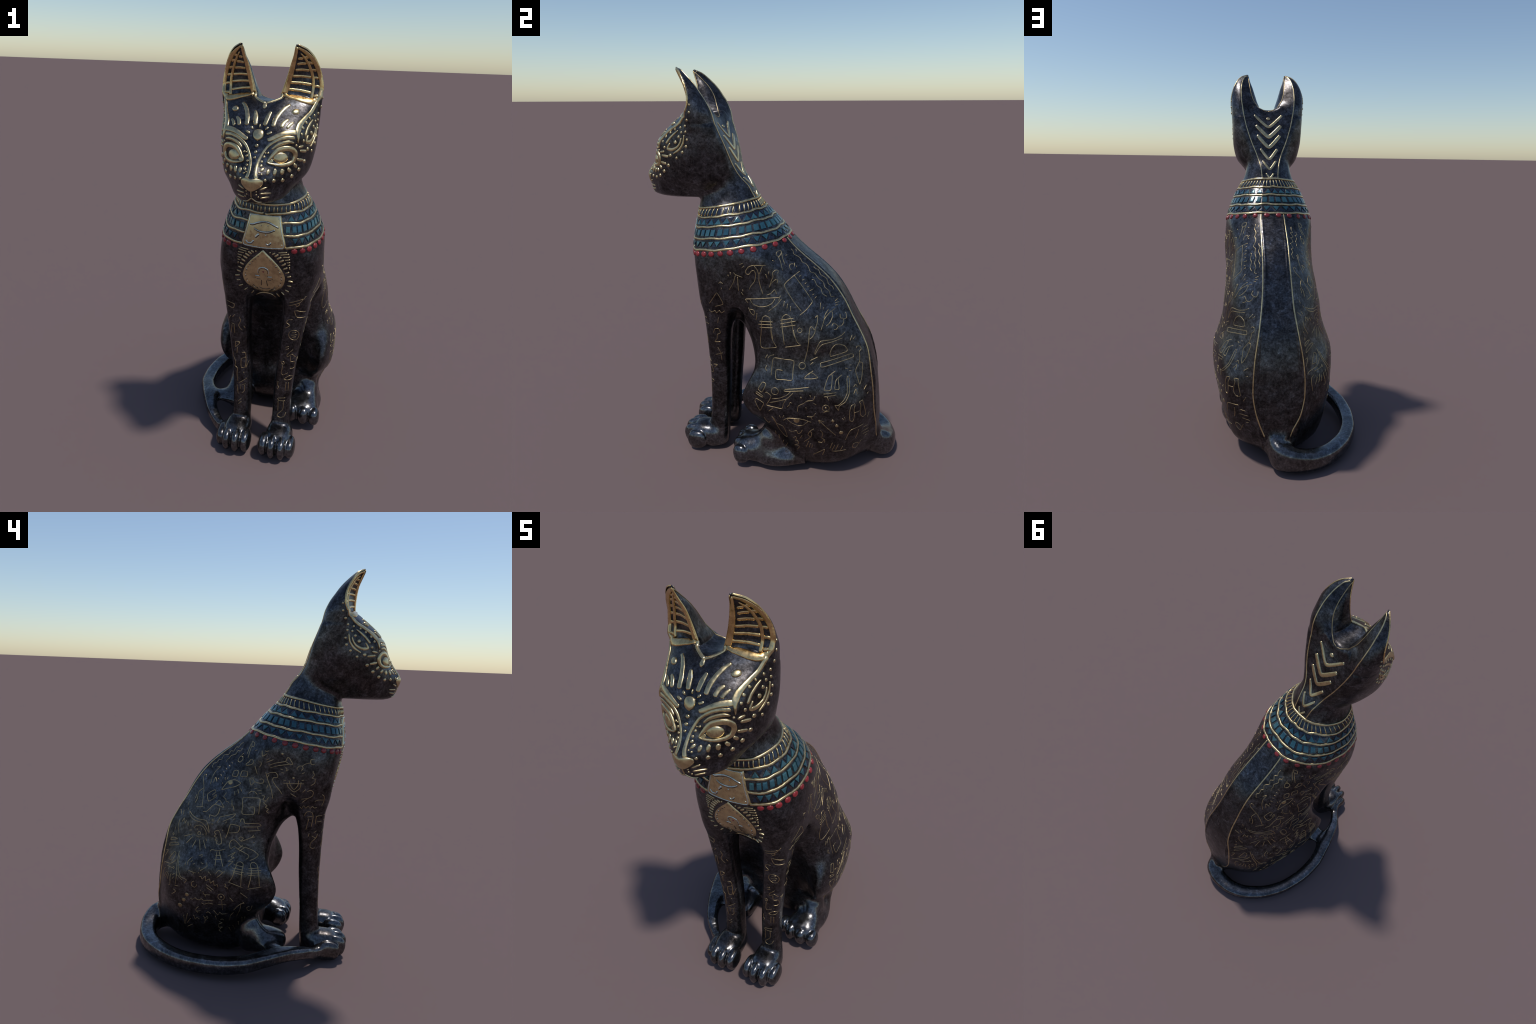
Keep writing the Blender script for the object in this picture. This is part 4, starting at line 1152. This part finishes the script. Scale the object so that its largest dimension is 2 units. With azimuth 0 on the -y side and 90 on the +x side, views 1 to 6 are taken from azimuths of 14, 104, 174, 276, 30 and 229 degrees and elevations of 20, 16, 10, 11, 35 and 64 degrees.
# lightning
sign('L', [(154, 585), (116, 609), (136, 585), (120, 583), (150, 562), (124, 565), (148, 540)])
# pillar
sign('L', [(78, 445), (77, 511), (72, 547), (73, 558), (87, 566), (103, 561), (105, 549), (115, 520), (122, 491), (139, 463)], [(143, 463), (68, 440)], [(121, 551), (68, 542)],
     [(127, 535), (69, 528)], [(128, 522), (66, 516)], [(120, 514), (69, 504)],
     [(-15, 449), (-8, 514), (0, 544), (5, 556), (19, 565), (32, 563), (36, 551), (29, 528), (30, 491), (41, 440)], [(45, 433), (-25, 447)], [(45, 536), (-10, 540)],
     [(44, 526), (-20, 528)], [(51, 515), (-19, 517)], [(44, 504), (-12, 508)])
# fan sign
sign('L', [(361, 515), (364, 530), (351, 547), (337, 558)], [(348, 532), (337, 544)], [(334, 524), (322, 532)],
     [(379, 510), (375, 529)], [(262, 546), (256, 528), (293, 500)], [(291, 540), (276, 536)],
     [(305, 569), (285, 578)], [(292, 563), (285, 572)], [(357, 492), (326, 487), (313, 487)],
     [(326, 487), (330, 472)], dots=((299, 490, 3.6), (296, 513, 3.2),))
# house sign
sign('L', [(209, 497), (193, 517), (174, 506), (203, 478)], [(174, 506), (161, 517)], [(235, 495), (233, 486)],
     [(246, 505), (241, 493)])
# zigzag
sign('L', [(296, 469), (286, 474), (279, 461), (261, 478), (260, 454), (240, 467), (234, 445), (218, 460), (214, 436), (198, 442), (195, 428)], [(258, 435), (215, 408)], [(254, 419), (225, 401)],
     [(322, 443), (335, 433), (335, 416), (320, 409), (309, 419), (309, 427)], [(164, 448), (156, 451), (154, 441), (160, 437), (146, 432), (144, 424)])
# feather crook
sign('L', [(424, 563), (429, 505), (423, 458), (429, 401)], [(418, 544), (421, 508), (413, 476), (398, 450), (365, 441), (377, 420)], [(417, 453), (389, 434)],
     [(433, 396), (410, 397)])
# reed leaf
sign('L', [(491, 503), (456, 549), (444, 542), (464, 505), (491, 503)], [(525, 464), (514, 476), (472, 487), (448, 506), (437, 518)], [(496, 468), (458, 474), (444, 486)],
     [(521, 376), (521, 420), (514, 444), (502, 454)], [(474, 385), (463, 389), (464, 437), (457, 446)], [(495, 440), (511, 404)],
     [(481, 450), (497, 409)], [(476, 442), (484, 408)], [(440, 481), (451, 470)],
     [(435, 456), (451, 443)], [(440, 438), (451, 422)], [(521, 503), (509, 522), (500, 541), (514, 538)],
     [(442, 374), (426, 364), (452, 340)])
# ball row
sign('L', dots=((361, 360, 11.0), (379, 327, 11.5), (401, 290, 13.3),))
# ankh sign
sign('L', [(174, 359), (169, 300)], [(194, 331), (150, 338)], dots=((177, 377, 5.6),), rings=((177, 377, 16.8),))
# wave sign
sign('L', [(343, 342), (328, 340), (315, 351), (307, 344), (294, 342), (282, 351), (270, 344), (253, 347), (237, 349), (217, 349)], [(282, 328), (266, 322), (245, 332), (219, 330)], [(274, 395), (270, 381), (261, 378), (235, 380)],
     [(261, 378), (261, 363)], [(288, 401), (284, 393)])
# bow sign
sign('L', [(79, 412), (42, 385)], [(133, 379), (113, 358)], [(113, 306), (93, 332), (74, 350), (59, 353), (66, 361)],
     [(74, 350), (82, 307), (104, 255)], [(114, 290), (130, 267), (136, 233)], [(32, 334), (46, 326), (42, 306), (29, 308), (19, 338)])
# plant sign
sign('L', [(382, 234), (378, 181)], [(360, 249), (376, 177)], [(344, 221), (367, 184)],
     [(363, 165), (334, 186)], [(297, 303), (312, 286), (310, 272), (287, 279)], [(310, 272), (300, 262)],
     [(326, 246), (318, 221), (307, 235), (295, 222)], [(267, 202), (264, 227), (272, 250)], [(265, 217), (249, 241)],
     [(266, 232), (251, 251)], [(257, 270), (246, 279), (232, 266)], [(262, 295), (250, 299)])
# scroll sign
sign('L', [(217, 293), (196, 266), (185, 283), (174, 274), (146, 280)], [(210, 259), (203, 237)], [(183, 237), (171, 240), (165, 230)],
     [(190, 221), (174, 214), (192, 205), (193, 183), (175, 184), (194, 162), (180, 151)], [(74, 250), (75, 216)], [(59, 249), (62, 233)],
     [(95, 222), (91, 196)], [(123, 196), (112, 162)], [(142, 179), (130, 146)])
# leg writing
sign('F', [(123, 830), (176, 856), (204, 891)], [(125, 848), (190, 878)], [(156, 847), (162, 832), (176, 844), (170, 856)],
     [(205, 801), (154, 807), (164, 773), (206, 769)], [(144, 755), (124, 751), (114, 734), (132, 720), (107, 699)], [(144, 681), (166, 687)],
     [(141, 668), (169, 673)], [(145, 657), (165, 661)], [(115, 595), (133, 602)],
     [(118, 581), (134, 591)], [(155, 587), (127, 555), (130, 543), (152, 560), (169, 539)], [(145, 547), (146, 518), (165, 513), (164, 476), (144, 476)],
     [(108, 488), (103, 446), (110, 433), (135, 449)], [(116, 410), (142, 432), (160, 426), (154, 411), (131, 407), (116, 410)], [(130, 392), (128, 343)],
     [(143, 392), (142, 342)], [(88, 390), (87, 366), (94, 359), (86, 344)], [(92, 291), (97, 280), (131, 283)],
     [(94, 294), (132, 301)], [(95, 275), (97, 219)], [(123, 280), (122, 231), (97, 200), (99, 186), (117, 183), (133, 195), (139, 213)], rings=((156, 670, 27.4), (108, 503, 7.7),))
sign('F', [(-193, 808), (-153, 798), (-158, 774), (-186, 782)], [(-182, 709), (-171, 730)], [(-162, 721), (-149, 740)],
     [(-127, 729), (-119, 707), (-129, 682), (-122, 666), (-109, 653)], [(-104, 678), (-96, 663)], [(-167, 687), (-148, 681)],
     [(-164, 680), (-169, 629)], [(-153, 678), (-148, 631)], [(-145, 551), (-143, 584), (-120, 580), (-145, 551)],
     [(-133, 552), (-135, 517)], [(-112, 489), (-87, 497), (-91, 442), (-110, 438), (-112, 489)], [(-110, 526), (-90, 521), (-85, 435)],
     [(-74, 473), (-87, 435)], [(-121, 342), (-79, 376)], [(-105, 333), (-84, 342)],
     [(-109, 334), (-109, 309)], [(-89, 332), (-88, 302), (-103, 283)], [(-157, 518), (-157, 498), (-141, 465), (-145, 439), (-131, 429), (-132, 394), (-126, 351)],
     [(-130, 329), (-121, 276)], [(-122, 231), (-104, 250)], [(-119, 215), (-102, 235)], dots=((-96, 408, 4.0),))
